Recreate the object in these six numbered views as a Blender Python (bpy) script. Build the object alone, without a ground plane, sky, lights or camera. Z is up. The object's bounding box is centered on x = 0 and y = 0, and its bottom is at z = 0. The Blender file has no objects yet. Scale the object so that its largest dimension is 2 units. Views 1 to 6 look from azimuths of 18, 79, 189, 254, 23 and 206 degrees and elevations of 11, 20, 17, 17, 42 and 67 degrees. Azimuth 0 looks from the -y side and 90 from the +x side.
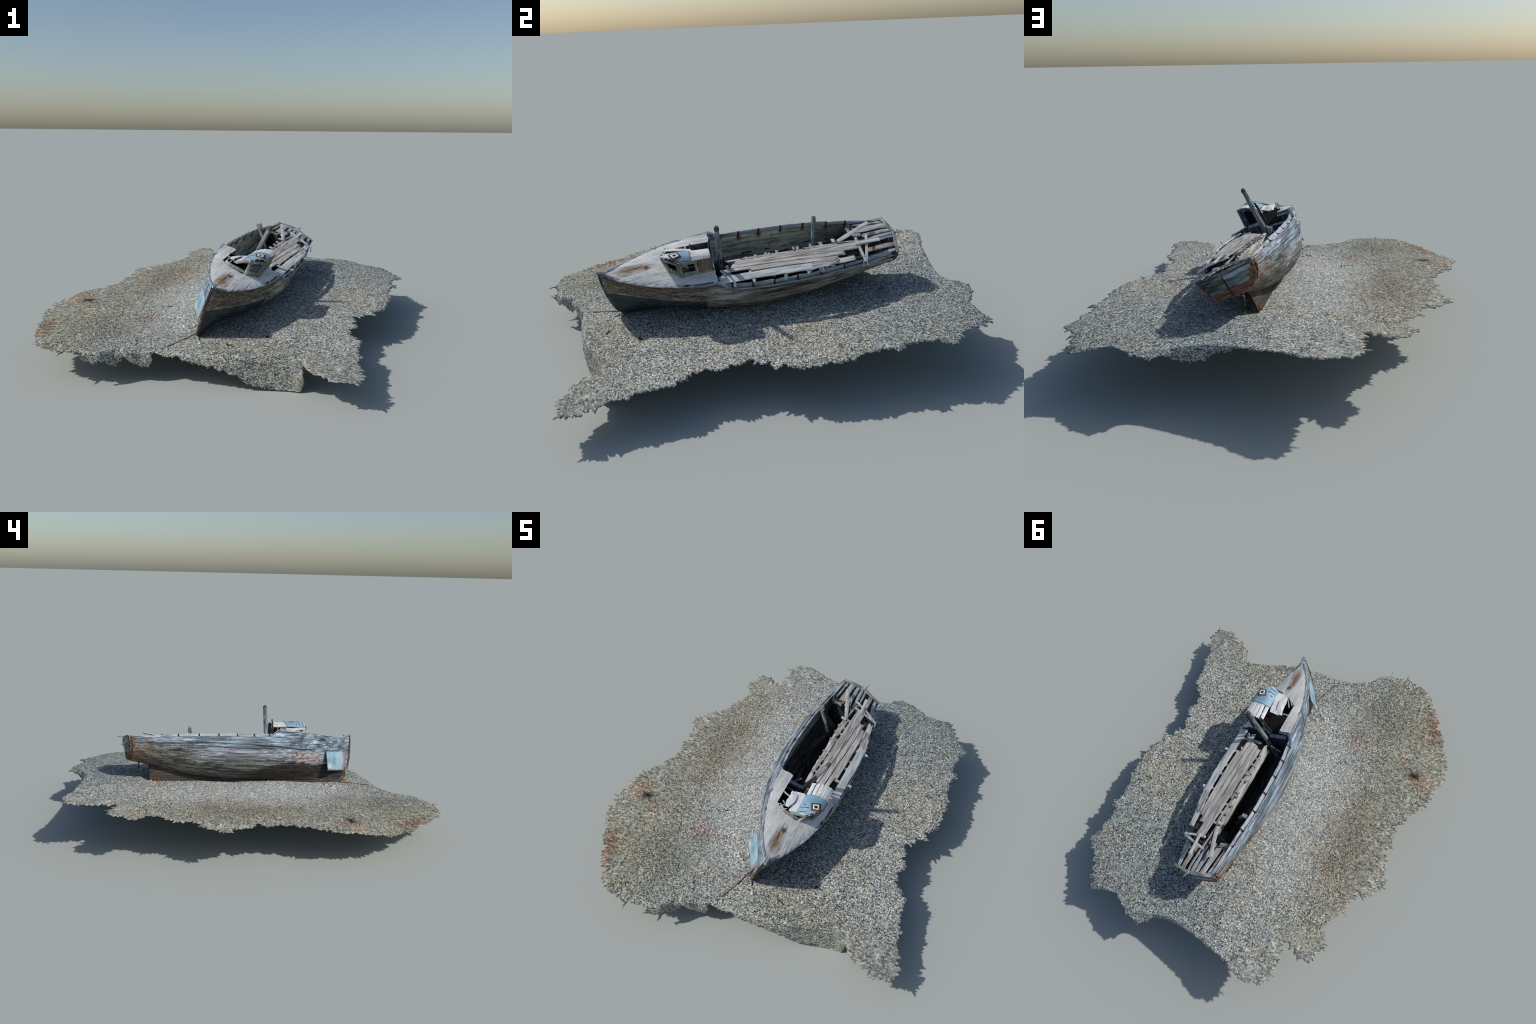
import bpy, bmesh, math
import numpy as np
from mathutils import Vector, Matrix, noise
from mathutils.geometry import delaunay_2d_cdt

rng = np.random.default_rng(11)

# ------------------------------------------------------------------ helpers
def lin(c):
    out = []
    for v in c:
        v = v / 255.0
        out.append(v / 12.92 if v <= 0.04045 else ((v + 0.055) / 1.055) ** 2.4)
    return (*out, 1.0)

def pchip(xs, ys):
    xs = np.asarray(xs, float); ys = np.asarray(ys, float)
    h = np.diff(xs); d = np.diff(ys) / h
    m = np.zeros_like(ys)
    for i in range(1, len(xs) - 1):
        if d[i - 1] * d[i] > 0:
            w1 = 2 * h[i] + h[i - 1]; w2 = h[i] + 2 * h[i - 1]
            m[i] = (w1 + w2) / (w1 / d[i - 1] + w2 / d[i])
    m[0] = d[0]; m[-1] = d[-1]
    def f(x):
        x = np.asarray(x, float)
        k = np.clip(np.searchsorted(xs, x) - 1, 0, len(xs) - 2)
        t = (x - xs[k]) / h[k]
        t2 = t * t; t3 = t2 * t
        return ((2 * t3 - 3 * t2 + 1) * ys[k] + (t3 - 2 * t2 + t) * h[k] * m[k]
                + (-2 * t3 + 3 * t2) * ys[k + 1] + (t3 - t2) * h[k] * m[k + 1])
    return f

def smooth(x, a, b):
    t = np.clip((np.asarray(x, float) - a) / (b - a), 0, 1)
    return t * t * (3 - 2 * t)

def n1(*p):
    return noise.noise(Vector((p + (0.0, 0.0, 0.0))[:3]))

def make(name, verts, faces, mat, parent=None, smooth_angle=None, kind=None):
    me = bpy.data.meshes.new(name)
    me.from_pydata([tuple(map(float, v)) for v in verts], [], faces)
    bm = bmesh.new(); bm.from_mesh(me)
    bmesh.ops.recalc_face_normals(bm, faces=bm.faces)
    bm.to_mesh(me); bm.free()
    me.materials.append(mat)
    ob = bpy.data.objects.new(name, me)
    bpy.context.scene.collection.objects.link(ob)
    if parent is not None:
        ob.parent = parent
    if smooth_angle is not None:
        me.polygons.foreach_set("use_smooth", [True] * len(me.polygons))
        me.set_sharp_from_angle(angle=math.radians(smooth_angle))
    if kind:
        ob["kind"] = kind
    return ob

class Geo:
    """collects several solids into one mesh"""
    def __init__(self):
        self.v = []; self.f = []
    def add(self, v, f):
        o = len(self.v)
        self.v += [tuple(map(float, p)) for p in v]
        self.f += [tuple(i + o for i in q) for q in f]
    def make(self, *a, **k):
        return make(a[0], self.v, self.f, *a[1:], **k)

def board_geo(path, width, thick, up=(0, 0, 1), jag=(0.0, 0.0), wob=0.0008, M=5, bevel=0.0012, seed=0, lift=0.0):
    """a weathered board swept along a path: rectangular section, worn edges, broken ends"""
    r = np.random.default_rng(1000 + seed)
    path = np.asarray(path, float)
    if len(path) == 2:
        n = max(4, int(np.linalg.norm(path[1] - path[0]) / 0.02))
        path = path[0] + (path[1] - path[0]) * np.linspace(0, 1, n + 1)[:, None]
    N = len(path)
    width = np.broadcast_to(np.asarray(width, float), (N,))
    up = np.broadcast_to(np.asarray(up, float), (N, 3))
    T = np.gradient(path, axis=0); T /= np.linalg.norm(T, axis=1)[:, None]
    R = np.cross(T, up); R /= np.linalg.norm(R, axis=1)[:, None]
    Uv = np.cross(R, T)
    s = np.linspace(-1, 1, M)
    verts = []; j0 = r.uniform(-1, 1, M) * jag[0]; j1 = r.uniform(-1, 1, M) * jag[1]
    wl = r.normal(0, wob, N); wr = r.normal(0, wob, N); wu = r.normal(0, wob * 0.5, N)
    wl[1:] = (wl[1:] + wl[:-1]) / 2; wr[1:] = (wr[1:] + wr[:-1]) / 2
    for i in range(N):
        top = []; bot = []
        for k in range(M):
            off = s[k] * width[i] / 2 + (wl[i] if k == 0 else wr[i] if k == M - 1 else 0)
            along = j0[k] if i == 0 else (j1[k] if i == N - 1 else 0)
            e = bevel if k in (0, M - 1) else 0
            e2 = bevel if i in (0, N - 1) else 0
            base = path[i] + R[i] * off + T[i] * along
            top.append(base + Uv[i] * (thick / 2 - max(e, e2 * 0.6) + wu[i] + lift * s[k] ** 2))
            bot.append(base + Uv[i] * (-thick / 2 + e + wu[i] + lift * s[k] ** 2))
        verts += top + bot[::-1]
    K = 2 * M; faces = []
    for i in range(N - 1):
        for k in range(K):
            a = i * K + k; b = i * K + (k + 1) % K
            faces.append((a, b, b + K, a + K))
    for e, base in ((0, 0), (1, (N - 1) * K)):
        for k in range(M - 1):
            q = (base + k, base + k + 1, base + K - 2 - k, base + K - 1 - k)
            faces.append(q if e else q[::-1])
    return verts, faces

def board(name, path, width, thick, mat, parent, **k):
    v, f = board_geo(path, width, thick, **k)
    return make(name, v, f, mat, parent, 35)

def rod_geo(path, radius, n=8, cap=True, seed=0, rough=0.0):
    r = np.random.default_rng(2000 + seed)
    path = np.asarray(path, float); N = len(path)
    radius = np.broadcast_to(np.asarray(radius, float), (N,))
    T = np.gradient(path, axis=0); T /= np.linalg.norm(T, axis=1)[:, None]
    ref = np.array([0.3, 0.9, 0.2]) if abs(T[0][1]) < 0.8 else np.array([1.0, 0.1, 0.2])
    verts = []
    for i in range(N):
        a = np.cross(T[i], ref); a /= np.linalg.norm(a); b = np.cross(T[i], a)
        for k in range(n):
            t = 2 * math.pi * k / n
            verts.append(path[i] + (a * math.cos(t) + b * math.sin(t)) * (radius[i] * (1 + r.normal(0, rough))))
    faces = [(i * n + k, i * n + (k + 1) % n, (i + 1) * n + (k + 1) % n, (i + 1) * n + k) for i in range(N - 1) for k in range(n)]
    faces.append(tuple(range(n))[::-1]); faces.append(tuple((N - 1) * n + k for k in range(n)))
    return verts, faces

def rod(name, path, radius, mat, parent, **k):
    v, f = rod_geo(path, radius, **k)
    return make(name, v, f, mat, parent, 50)

def line(*pts, n=6):
    """smooth path through the given points"""
    pts = np.asarray(pts, float)
    t = np.linspace(0, 1, len(pts)); tt = np.linspace(0, 1, n * (len(pts) - 1) + 1)
    if len(pts) == 2:
        return pts[0] + (pts[1] - pts[0]) * tt[:, None]
    return np.stack([pchip(t, pts[:, k])(tt) for k in range(3)], 1)

# ------------------------------------------------------------------ node materials
class Mat:
    def __init__(self, name, rough=0.85, spec=0.25):
        self.m = bpy.data.materials.new(name); self.m.use_nodes = True
        self.t = self.m.node_tree; self.t.nodes.clear()
        self.out = self.t.nodes.new("ShaderNodeOutputMaterial")
        self.b = self.t.nodes.new("ShaderNodeBsdfPrincipled")
        self.b.inputs["Roughness"].default_value = rough
        self.b.inputs["Specular IOR Level"].default_value = spec
        self.t.links.new(self.b.outputs[0], self.out.inputs[0])
        self.co = self.t.nodes.new("ShaderNodeTexCoord").outputs["Object"]
        s = self.t.nodes.new("ShaderNodeSeparateXYZ"); self.t.links.new(self.co, s.inputs[0])
        self.x, self.y, self.z = s.outputs
    def _in(self, sock, v):
        if isinstance(v, (int, float)):
            sock.default_value = v
        elif isinstance(v, tuple):
            sock.default_value = v
        else:
            self.t.links.new(v, sock)
    def math(self, op, a, b=0.0, clamp=False):
        n = self.t.nodes.new("ShaderNodeMath"); n.operation = op; n.use_clamp = clamp
        self._in(n.inputs[0], a); self._in(n.inputs[1], b); return n.outputs[0]
    def mul(self, *a):
        r = a[0]
        for b in a[1:]:
            r = self.math("MULTIPLY", r, b)
        return r
    def add(self, a, b): return self.math("ADD", a, b)
    def sub(self, a, b): return self.math("SUBTRACT", a, b)
    def mx(self, a, b): return self.math("MAXIMUM", a, b)
    def step(self, v, a, b):
        """0 at a, 1 at b, smooth between (a may be above b)"""
        n = self.t.nodes.new("ShaderNodeMapRange"); n.interpolation_type = "SMOOTHSTEP"
        if a <= b:
            lo, hi, t0, t1 = a, b, 0.0, 1.0
        else:
            lo, hi, t0, t1 = b, a, 1.0, 0.0
        self._in(n.inputs["Value"], v)
        n.inputs["From Min"].default_value = lo; n.inputs["From Max"].default_value = hi
        n.inputs["To Min"].default_value = t0; n.inputs["To Max"].default_value = t1
        return n.outputs["Result"]
    def scaled(self, sc, vec=None):
        n = self.t.nodes.new("ShaderNodeMapping"); n.inputs["Scale"].default_value = sc
        self._in(n.inputs["Vector"], vec or self.co); return n.outputs[0]
    def noise(self, sc=(1, 1, 1), scale=1.0, detail=4.0, rough=0.55, vec=None, off=(0, 0, 0)):
        n = self.t.nodes.new("ShaderNodeTexNoise")
        mp = self.t.nodes.new("ShaderNodeMapping"); mp.inputs["Scale"].default_value = sc; mp.inputs["Location"].default_value = off
        self._in(mp.inputs["Vector"], vec or self.co); self.t.links.new(mp.outputs[0], n.inputs["Vector"])
        n.inputs["Scale"].default_value = scale; n.inputs["Detail"].default_value = detail; n.inputs["Roughness"].default_value = rough
        return n.outputs["Fac"]
    def voronoi(self, scale, vec=None, feature="F1", rand=1.0):
        n = self.t.nodes.new("ShaderNodeTexVoronoi"); n.feature = feature
        n.inputs["Scale"].default_value = scale; n.inputs["Randomness"].default_value = rand
        self._in(n.inputs["Vector"], vec or self.co); return n
    def ramp(self, fac, stops):
        n = self.t.nodes.new("ShaderNodeValToRGB"); e = n.color_ramp.elements
        while len(e) < len(stops): e.new(0.5)
        for el, (p, c) in zip(e, stops):
            el.position = p; el.color = lin(c)
        self._in(n.inputs[0], fac); return n.outputs[0]
    def mix(self, fac, a, b, mode="MIX"):
        n = self.t.nodes.new("ShaderNodeMix"); n.data_type = "RGBA"; n.blend_type = mode
        self._in(n.inputs["Factor"], fac)
        self._in(n.inputs["A"] if False else n.inputs[6], a); self._in(n.inputs[7], b); return n.outputs[2]
    def blob(self, centre, radius, soft, warp=None, scale=(1, 1, 1)):
        """1 inside an ellipsoid spot, fading out; warp is a noise socket that frays it"""
        n = self.t.nodes.new("ShaderNodeVectorMath"); n.operation = "SUBTRACT"
        self._in(n.inputs[0], self.co); n.inputs[1].default_value = centre
        m = self.t.nodes.new("ShaderNodeVectorMath"); m.operation = "MULTIPLY"
        self.t.links.new(n.outputs[0], m.inputs[0]); m.inputs[1].default_value = scale
        l = self.t.nodes.new("ShaderNodeVectorMath"); l.operation = "LENGTH"
        self.t.links.new(m.outputs[0], l.inputs[0])
        d = l.outputs["Value"]
        if warp is not None:
            d = self.add(d, self.math("MULTIPLY", self.sub(warp, 0.5), radius * 1.6))
        return self.step(d, radius + soft, max(radius - soft, 0.0))
    def bump(self, h, strength=0.5, dist=0.002):
        n = self.t.nodes.new("ShaderNodeBump"); n.inputs["Strength"].default_value = strength; n.inputs["Distance"].default_value = dist
        self._in(n.inputs["Height"], h); self.t.links.new(n.outputs[0], self.b.inputs["Normal"])
    def done(self, col):
        self._in(self.b.inputs["Base Color"], col); return self.m

def stretch(axis, along, across):
    return tuple(along if a == axis else across for a in "xyz")

def wood(name, stops, axis="x", along=7.0, across=150.0, rust=0.0, bump=0.5, flecks=0.35, fleck_col=(40, 38, 36)):
    m = Mat(name)
    g = m.noise(stretch(axis, along, across), 1.0, 6.0, 0.65)
    big = m.noise(stretch(axis, 5, 22), 1.0, 3.0, 0.6, off=(3.1, 1.7, 0.4))
    f = m.add(m.mul(m.sub(m.add(m.mul(g, 0.65), m.mul(big, 0.35)), 0.5), 1.5), 0.5)
    c = m.ramp(f, stops)
    crack = m.noise(stretch(axis, along * 2.2, across * 1.7), 1.0, 4.0, 0.7, off=(9.0, 4.0, 2.0))
    c = m.mix(m.mul(m.step(crack, 0.43, 0.34), flecks), c, lin(fleck_col))
    if rust:
        r = m.noise((18, 18, 18), 1.0, 5.0, 0.65, off=(5.0, 2.0, 8.0))
        c = m.mix(m.mul(m.step(r, 0.62, 0.70), rust), c, lin((128, 66, 34)))
    m.bump(m.add(g, crack), bump, 0.0015)
    return m.done(c)

def rusty(name, a=(96, 50, 32), b=(150, 88, 50), c=(58, 36, 30)):
    m = Mat(name, 0.9)
    n = m.noise((60, 60, 60), 1.0, 5.0, 0.7)
    m.bump(n, 0.6, 0.001)
    return m.done(m.ramp(n, [(0.3, c), (0.5, a), (0.68, b)]))

def hull_material():
    m = Mat("weathered_hull_paint", 0.65, 0.35)
    streak = m.noise((3.6, 190, 210), 1.0, 6.0, 0.68)
    patch = m.noise((3.6, 46, 54), 1.0, 4.0, 0.62, off=(2.2, 0.7, 5.0))
    fine = m.noise((16, 330, 330), 1.0, 4.0, 0.72, off=(1.0, 6.0, 2.0))
    warp = m.noise((5, 90, 110), 1.0, 5.0, 0.65, off=(7.5, 3.1, 0.6))
    f = m.add(m.mul(streak, 0.50), m.mul(patch, 0.50))
    # plank seams, darker lines that wander a little along the strakes
    # starboard: blue-grey paint worn to pale streaks
    sb = m.ramp(f, [(0.37, (34, 38, 43)), (0.45, (74, 85, 93)), (0.51, (112, 128, 140)), (0.57, (154, 172, 186)), (0.65, (206, 220, 230))])
    zz = m.add(m.z, m.mul(m.sub(warp, 0.5), 0.085))
    xx = m.add(m.x, m.mul(m.sub(warp, 0.5), 0.45))
    pink = m.mul(m.step(zz, 0.100, 0.118), m.step(zz, 0.160, 0.138), m.step(m.x, 0.05, 0.3))
    sb = m.mix(m.mul(pink, 0.36), sb, m.ramp(streak, [(0.38, (112, 96, 98)), (0.52, (172, 156, 160)), (0.66, (204, 192, 196))]))
    low = m.mul(m.step(zz, 0.140, 0.075), m.step(m.x, 0.85, 0.55))
    sb = m.mix(m.mul(low, 0.82), sb, m.ramp(f, [(0.38, (26, 24, 22)), (0.46, (70, 68, 61)), (0.54, (118, 118, 107)), (0.64, (166, 167, 157))]))
    aft = m.mul(m.step(m.x, 0.40, 0.05), m.step(zz, 0.205, 0.15))
    sb = m.mix(m.mul(aft, 0.65), sb, m.ramp(f, [(0.38, (34, 31, 27)), (0.47, (84, 78, 64)), (0.58, (138, 130, 109))]))
    # near-black along the bottom, reaching higher at the bow with rust tones
    lim = m.add(0.022, m.mul(m.step(m.x, 0.42, 0.80), 0.066))
    dark = m.step(m.sub(zz, lim), 0.012, -0.012)
    sb = m.mix(m.mul(dark, m.add(0.72, m.mul(m.step(m.x, 0.4, 0.65), 0.24))), sb, m.ramp(streak, [(0.38, (20, 18, 17)), (0.54, (32, 27, 25)), (0.61, (70, 40, 29)), (0.67, (104, 88, 78)), (0.74, (142, 134, 126))]))
    spots = m.noise((42, 60, 55), 1.0, 3.0, 0.6, off=(0.3, 8.0, 1.0))
    nail = m.mul(m.step(xx, 0.80, 0.84), m.step(m.x, 0.985, 0.965), m.step(zz, 0.086, 0.098), m.step(m.z, 0.152, 0.146))
    sb = m.mix(m.mul(nail, 0.75), sb, m.ramp(spots, [(0.46, (178, 176, 178)), (0.54, (158, 130, 118)), (0.60, (124, 72, 48)), (0.67, (56, 38, 34))]))
    rb = m.noise((14, 95, 120), 1.0, 3.0, 0.6, off=(4.4, 1.2, 3.0))
    dots = m.mul(m.step(rb, 0.55, 0.63), m.step(m.x, 0.25, 0.4), m.step(zz, 0.076, 0.092), m.step(zz, 0.128, 0.110))
    sb = m.mix(m.mul(dots, 0.9), sb, lin((104, 54, 44)))
    # port: bare grey-brown wood with old cream paint
    pt = m.ramp(f, [(0.38, (42, 36, 30)), (0.44, (94, 86, 74)), (0.51, (148, 142, 128)), (0.59, (194, 190, 177))])
    bow = m.mul(m.step(xx, 0.72, 1.05), m.step(zz, 0.15, 0.185))
    pt = m.mix(m.mul(bow, 0.72), pt, m.ramp(streak, [(0.38, (44, 36, 29)), (0.50, (88, 72, 56)), (0.62, (138, 118, 94))]))
    top = m.mul(m.step(zz, 0.226, 0.252), 0.6)
    pt = m.mix(top, pt, lin((64, 54, 44)))
    red = m.mul(m.step(zz, 0.130, 0.105), m.step(zz, 0.06, 0.085), m.step(m.x, 0.78, 0.72))
    pt = m.mix(m.mul(red, 0.6), pt, m.ramp(streak, [(0.4, (92, 52, 40)), (0.6, (146, 96, 76))]))
    bot = m.step(zz, 0.085, 0.05)
    pt = m.mix(m.mul(bot, 0.85), pt, lin((44, 40, 36)))
    col = m.mix(m.step(m.y, -0.006, 0.006), sb, pt)
    # rust that runs from the stern irons, from nails and along the top edge
    edge = m.mul(m.step(xx, 0.08, -0.11), m.step(m.noise((9, 120, 100), 1.0, 4.0, 0.6, off=(1.1, 2.7, 7.0)), 0.48, 0.58))
    col = m.mix(m.mul(edge, 0.85), col, lin((150, 98, 54)))
    corner = m.step(m.add(m.x, m.mul(m.sub(spots, 0.5), 0.03)), -0.098, -0.106)
    col = m.mix(m.mul(corner, 0.9), col, m.ramp(spots, [(0.42, (62, 38, 30)), (0.52, (126, 70, 40)), (0.64, (120, 128, 130))]))
    nails = m.step(m.noise((60, 100, 100), 1.0, 2.0, 0.5, off=(3.3, 3.3, 0.3)), 0.68, 0.74)
    col = m.mix(m.mul(nails, 0.8), col, lin((104, 60, 40)))
    gap = m.step(fine, 0.42, 0.33)
    col = m.mix(m.mul(gap, 0.6), col, lin((32, 31, 30)))
    m.bump(m.add(streak, m.mul(fine, 0.6)), 0.55, 0.002)
    return m.done(col)

def inner_material():
    m = Mat("old_inside_paint", 0.85)
    s = m.noise((7, 60, 60), 1.0, 5.0, 0.62)
    c = m.ramp(s, [(0.34, (104, 104, 92)), (0.48, (168, 169, 154)), (0.64, (204, 204, 190))])
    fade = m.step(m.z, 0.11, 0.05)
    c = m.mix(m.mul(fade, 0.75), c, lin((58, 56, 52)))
    r = m.noise((34, 34, 34), 1.0, 4.0, 0.6, off=(1, 5, 2))
    c = m.mix(m.mul(m.step(r, 0.58, 0.68), 0.6), c, lin((116, 76, 42)))
    near = None
    for fx in (0.142, 0.254, 0.363, 0.468, 0.565, 0.655):
        d = m.step(m.math("ABSOLUTE", m.sub(m.x, fx)), 0.020, 0.004)
        near = d if near is None else m.mx(near, d)
    weep = m.mul(near, m.step(m.add(m.z, m.mul(m.sub(s, 0.5), 0.06)), 0.170, 0.195), m.step(r, 0.40, 0.56))
    c = m.mix(m.mul(weep, 0.8), c, lin((132, 82, 42)))
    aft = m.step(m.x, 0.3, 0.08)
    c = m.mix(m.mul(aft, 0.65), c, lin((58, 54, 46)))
    m.bump(s, 0.4, 0.0015)
    return m.done(c)

def deck_material():
    m = Mat("flaking_white_deck_paint", 0.75)
    g = m.noise((10, 170, 60), 1.0, 6.0, 0.68)
    b = m.noise((9, 22, 10), 1.0, 3.0, 0.6, off=(4, 1, 0))
    f = m.add(m.mul(g, 0.6), m.mul(b, 0.4))
    c = m.ramp(f, [(0.30, (100, 97, 92)), (0.38, (176, 176, 172)), (0.48, (210, 211, 208)), (0.62, (232, 233, 231))])
    fl = m.noise((30, 130, 60), 1.0, 5.0, 0.75, off=(2, 9, 1))
    c = m.mix(m.mul(m.step(fl, 0.40, 0.33), 0.7), c, lin((66, 64, 60)))
    w = m.noise((14, 80, 30), 1.0, 4.0, 0.65, off=(6, 2, 3))
    worn = m.blob((1.062, -0.016, 0.272), 0.058, 0.03, w, (0.72, 2.3, 1.0))
    c = m.mix(m.mul(worn, m.step(m.noise((9, 190, 60), 1.0, 4.0, 0.7, off=(3, 8, 1)), 0.40, 0.52)), c, m.ramp(g, [(0.34, (62, 46, 36)), (0.50, (136, 104, 74)), (0.66, (170, 146, 116))]))
    dark_spot = m.blob((1.008, -0.006, 0.273), 0.016, 0.008, w, (1.0, 1.6, 1.0))  # dark spot painted on the deck, no opening there
    c = m.mix(m.mul(dark_spot, 0.95), c, lin((58, 38, 30)))
    r = m.noise((26, 40, 26), 1.0, 4.0, 0.6, off=(1.5, 0.2, 6))
    c = m.mix(m.mul(m.step(r, 0.66, 0.72), 0.85), c, lin((150, 88, 54)))
    lich = m.mul(m.blob((0.75, -0.162, 0.27), 0.022, 0.02, w, (0.45, 1.2, 1)), 0.5)
    c = m.mix(lich, c, lin((158, 154, 122)))
    m.bump(m.add(g, fl), 0.45, 0.0014)
    return m.done(c)

def edge_board_material():
    m = Mat("worn_covering_board", 0.78)
    g = m.noise((12, 120, 120), 1.0, 6.0, 0.68)
    c = m.ramp(g, [(0.33, (72, 78, 82)), (0.46, (150, 158, 164)), (0.60, (196, 202, 206))])
    l = m.noise((22, 30, 30), 1.0, 4.0, 0.6, off=(3, 3, 3))
    c = m.mix(m.mul(m.step(l, 0.56, 0.66), 0.6), c, lin((140, 134, 96)))
    r = m.noise((20, 24, 24), 1.0, 4.0, 0.6, off=(8, 1, 5))
    c = m.mix(m.mul(m.step(r, 0.62, 0.69), 0.9), c, lin((138, 76, 44)))
    m.bump(g, 0.5, 0.0015)
    return m.done(c)

def roof_material():
    m = Mat("cabin_roof_paint", 0.6, 0.35)
    g = m.noise((10, 150, 150), 1.0, 5.0, 0.66)
    w = m.noise((30, 30, 30), 1.0, 4.0, 0.6)
    c = m.ramp(g, [(0.36, (146, 147, 145)), (0.45, (200, 202, 201)), (0.60, (228, 230, 229))])
    r = m.step(m.noise((34, 34, 34), 1.0, 4.0, 0.6, off=(2, 7, 1)), 0.68, 0.73)
    c = m.mix(m.mul(r, 0.85), c, lin((150, 88, 58)))
    m.bump(g, 0.35, 0.0012)
    return m.done(c)

def blue_metal(name, deep=(104, 138, 156), pale=(154, 180, 192), edge=False):
    m = Mat(name, 0.5, 0.45)
    n = m.noise((14, 14, 14), 1.0, 4.0, 0.6)
    c = m.ramp(n, [(0.35, deep), (0.62, pale)])
    r = m.noise((55, 55, 55), 1.0, 5.0, 0.7, off=(2, 4, 1))
    c = m.mix(m.mul(m.step(r, 0.64, 0.70), 0.8), c, lin((122, 78, 48)))
    st = m.noise((16, 16, 5), 1.0, 4.0, 0.6, off=(5, 2, 1))
    c = m.mix(m.mul(m.step(st, 0.58, 0.72), 0.3), c, lin((120, 122, 100)))
    if edge:   # rust creeping from the lower and outer edges, a paler blend beside it
        e = m.add(m.z, m.mul(m.sub(r, 0.5), 0.05))
        c = m.mix(m.mul(m.step(e, 0.110, 0.075), m.step(m.x, 1.08, 1.03), 0.6), c, lin((196, 208, 208)))
        c = m.mix(m.mul(m.mx(m.step(e, 0.062, 0.052), m.mul(m.step(m.add(m.x, m.mul(m.sub(r, 0.5), 0.06)), 1.140, 1.165), 0.8)), 0.85), c, lin((124, 84, 56)))
    return m.done(c)

def gravel_material():
    m = Mat("pebble_gravel", 0.9, 0.2)
    fine = m.voronoi(185.0, m.scaled((1.0, 1.0, 1.3)))
    coarse = m.voronoi(84.0, m.scaled((1.0, 1.5, 1.7)))
    def cols(v, w):
        s = m.t.nodes.new("ShaderNodeSeparateColor"); m.t.links.new(v.outputs["Color"], s.inputs[0])
        base = m.ramp(s.outputs[0], [(0.03, (66, 72, 74)), (0.24, (132, 138, 139)), (0.50, (177, 180, 178)), (0.76, (208, 209, 205)), (0.97, (250, 248, 242))])
        hue = m.ramp(s.outputs[1], [(0.0, (214, 228, 234)), (0.35, (244, 248, 246)), (0.80, (252, 246, 234)), (0.95, (250, 228, 194)), (1.0, (238, 198, 154))])
        c = m.mix(1.0, base, hue, "MULTIPLY")
        dk = m.mul(m.step(v.outputs["Distance"], 0.40, 0.75), w)
        return m.mix(dk, c, lin((52, 58, 58))), v.outputs["Distance"], s.outputs[2]
    cf, df, hf = cols(fine, 0.60); cc, dc, hc = cols(coarse, 0.45)
    big = m.noise((2.6, 2.6, 2.6), 1.0, 3.0, 0.55, off=(3, 1, 7))
    mid = m.noise((9, 9, 9), 1.0, 3.0, 0.6, off=(2, 5, 1))
    # the rim of the patch is coarser
    rim = m.mx(m.mx(m.step(m.add(m.x, m.mul(m.sub(mid, 0.5), 0.2)), -0.46, -0.60), m.mul(m.step(m.add(m.y, m.mul(m.sub(mid, 0.5), 0.15)), -0.66, -0.74), m.step(m.x, 0.45, 0.56))),
               m.mul(m.step(m.y, 0.55, 0.8), m.step(m.x, -0.1, -0.35)))
    few = m.step(m.noise((16, 16, 16), 1.0, 2.0, 0.5, off=(7, 7, 2)), 0.56, 0.62)
    rim = m.mx(m.mul(rim, 0.55), m.mul(few, 0.35))
    col = m.mix(rim, cf, cc)
    # grey, olive and sandy regions tint the stones without hiding them
    def tint(mask, c):
        nonlocal col
        col = m.mix(mask, col, m.mix(1.0, col, lin(c), "MULTIPLY"))
    left = m.step(m.add(m.x, m.mul(m.sub(big, 0.5), 0.5)), -0.22, -0.55)
    tint(m.mul(left, 0.7), (234, 229, 214))
    front = m.step(m.add(m.y, m.mul(m.sub(big, 0.5), 0.35)), -0.52, -0.70)
    tint(m.mul(front, 0.5), (222, 223, 219))
    warm = m.noise((3.4, 3.4, 3.4), 1.0, 3.0, 0.6, off=(6, 6, 1))
    tint(m.mul(m.step(warm, 0.48, 0.66), 0.4), (250, 240, 222))
    tint(m.mul(m.step(mid, 0.42, 0.62), 0.35), (218, 222, 222))
    cool = m.mul(m.step(m.add(m.add(m.y, m.mul(m.x, 0.5)), m.mul(m.sub(big, 0.5), 0.6)), 0.40, 0.90), m.step(m.x, -0.25, 0.15))
    tint(m.mul(cool, 0.8), (222, 232, 240))
    pale = m.mul(m.blob((-0.14, -0.05, 0.18), 0.32, 0.2, big, (1.35, 0.6, 0.2)), 0.13)
    col = m.mix(pale, col, lin((226, 232, 234)))
    fr2 = m.noise((26, 26, 26), 1.0, 4.0, 0.65, off=(1, 2, 3))
    br = m.blob((-0.45, 0.14, 0.2), 0.13, 0.14, fr2, (1.1, 0.5, 0.4))
    tint(m.mul(br, 0.55), (205, 188, 170))
    olive = m.blob((-0.33, -0.66, 0.16), 0.10, 0.12, fr2, (1.0, 0.7, 0.4))
    tint(m.mul(olive, 0.5), (216, 216, 206))
    pinks = m.mx(m.blob((-0.277, -0.459, 0.174), 0.045, 0.05, fr2), m.mx(m.blob((-0.672, -0.81, 0.15), 0.085, 0.05, fr2, (1.4, 0.55, 0.4)),
                 m.mx(m.blob((-0.585, -0.43, 0.18), 0.025, 0.04, fr2), m.blob((-0.70, -0.36, 0.19), 0.06, 0.06, fr2))))
    tint(m.mul(pinks, 0.62), (244, 204, 190))
    tint(m.mul(m.blob((-0.675, -0.82, 0.15), 0.085, 0.05, fr2, (1.4, 0.5, 0.4)), 0.22), (250, 186, 168))
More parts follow.
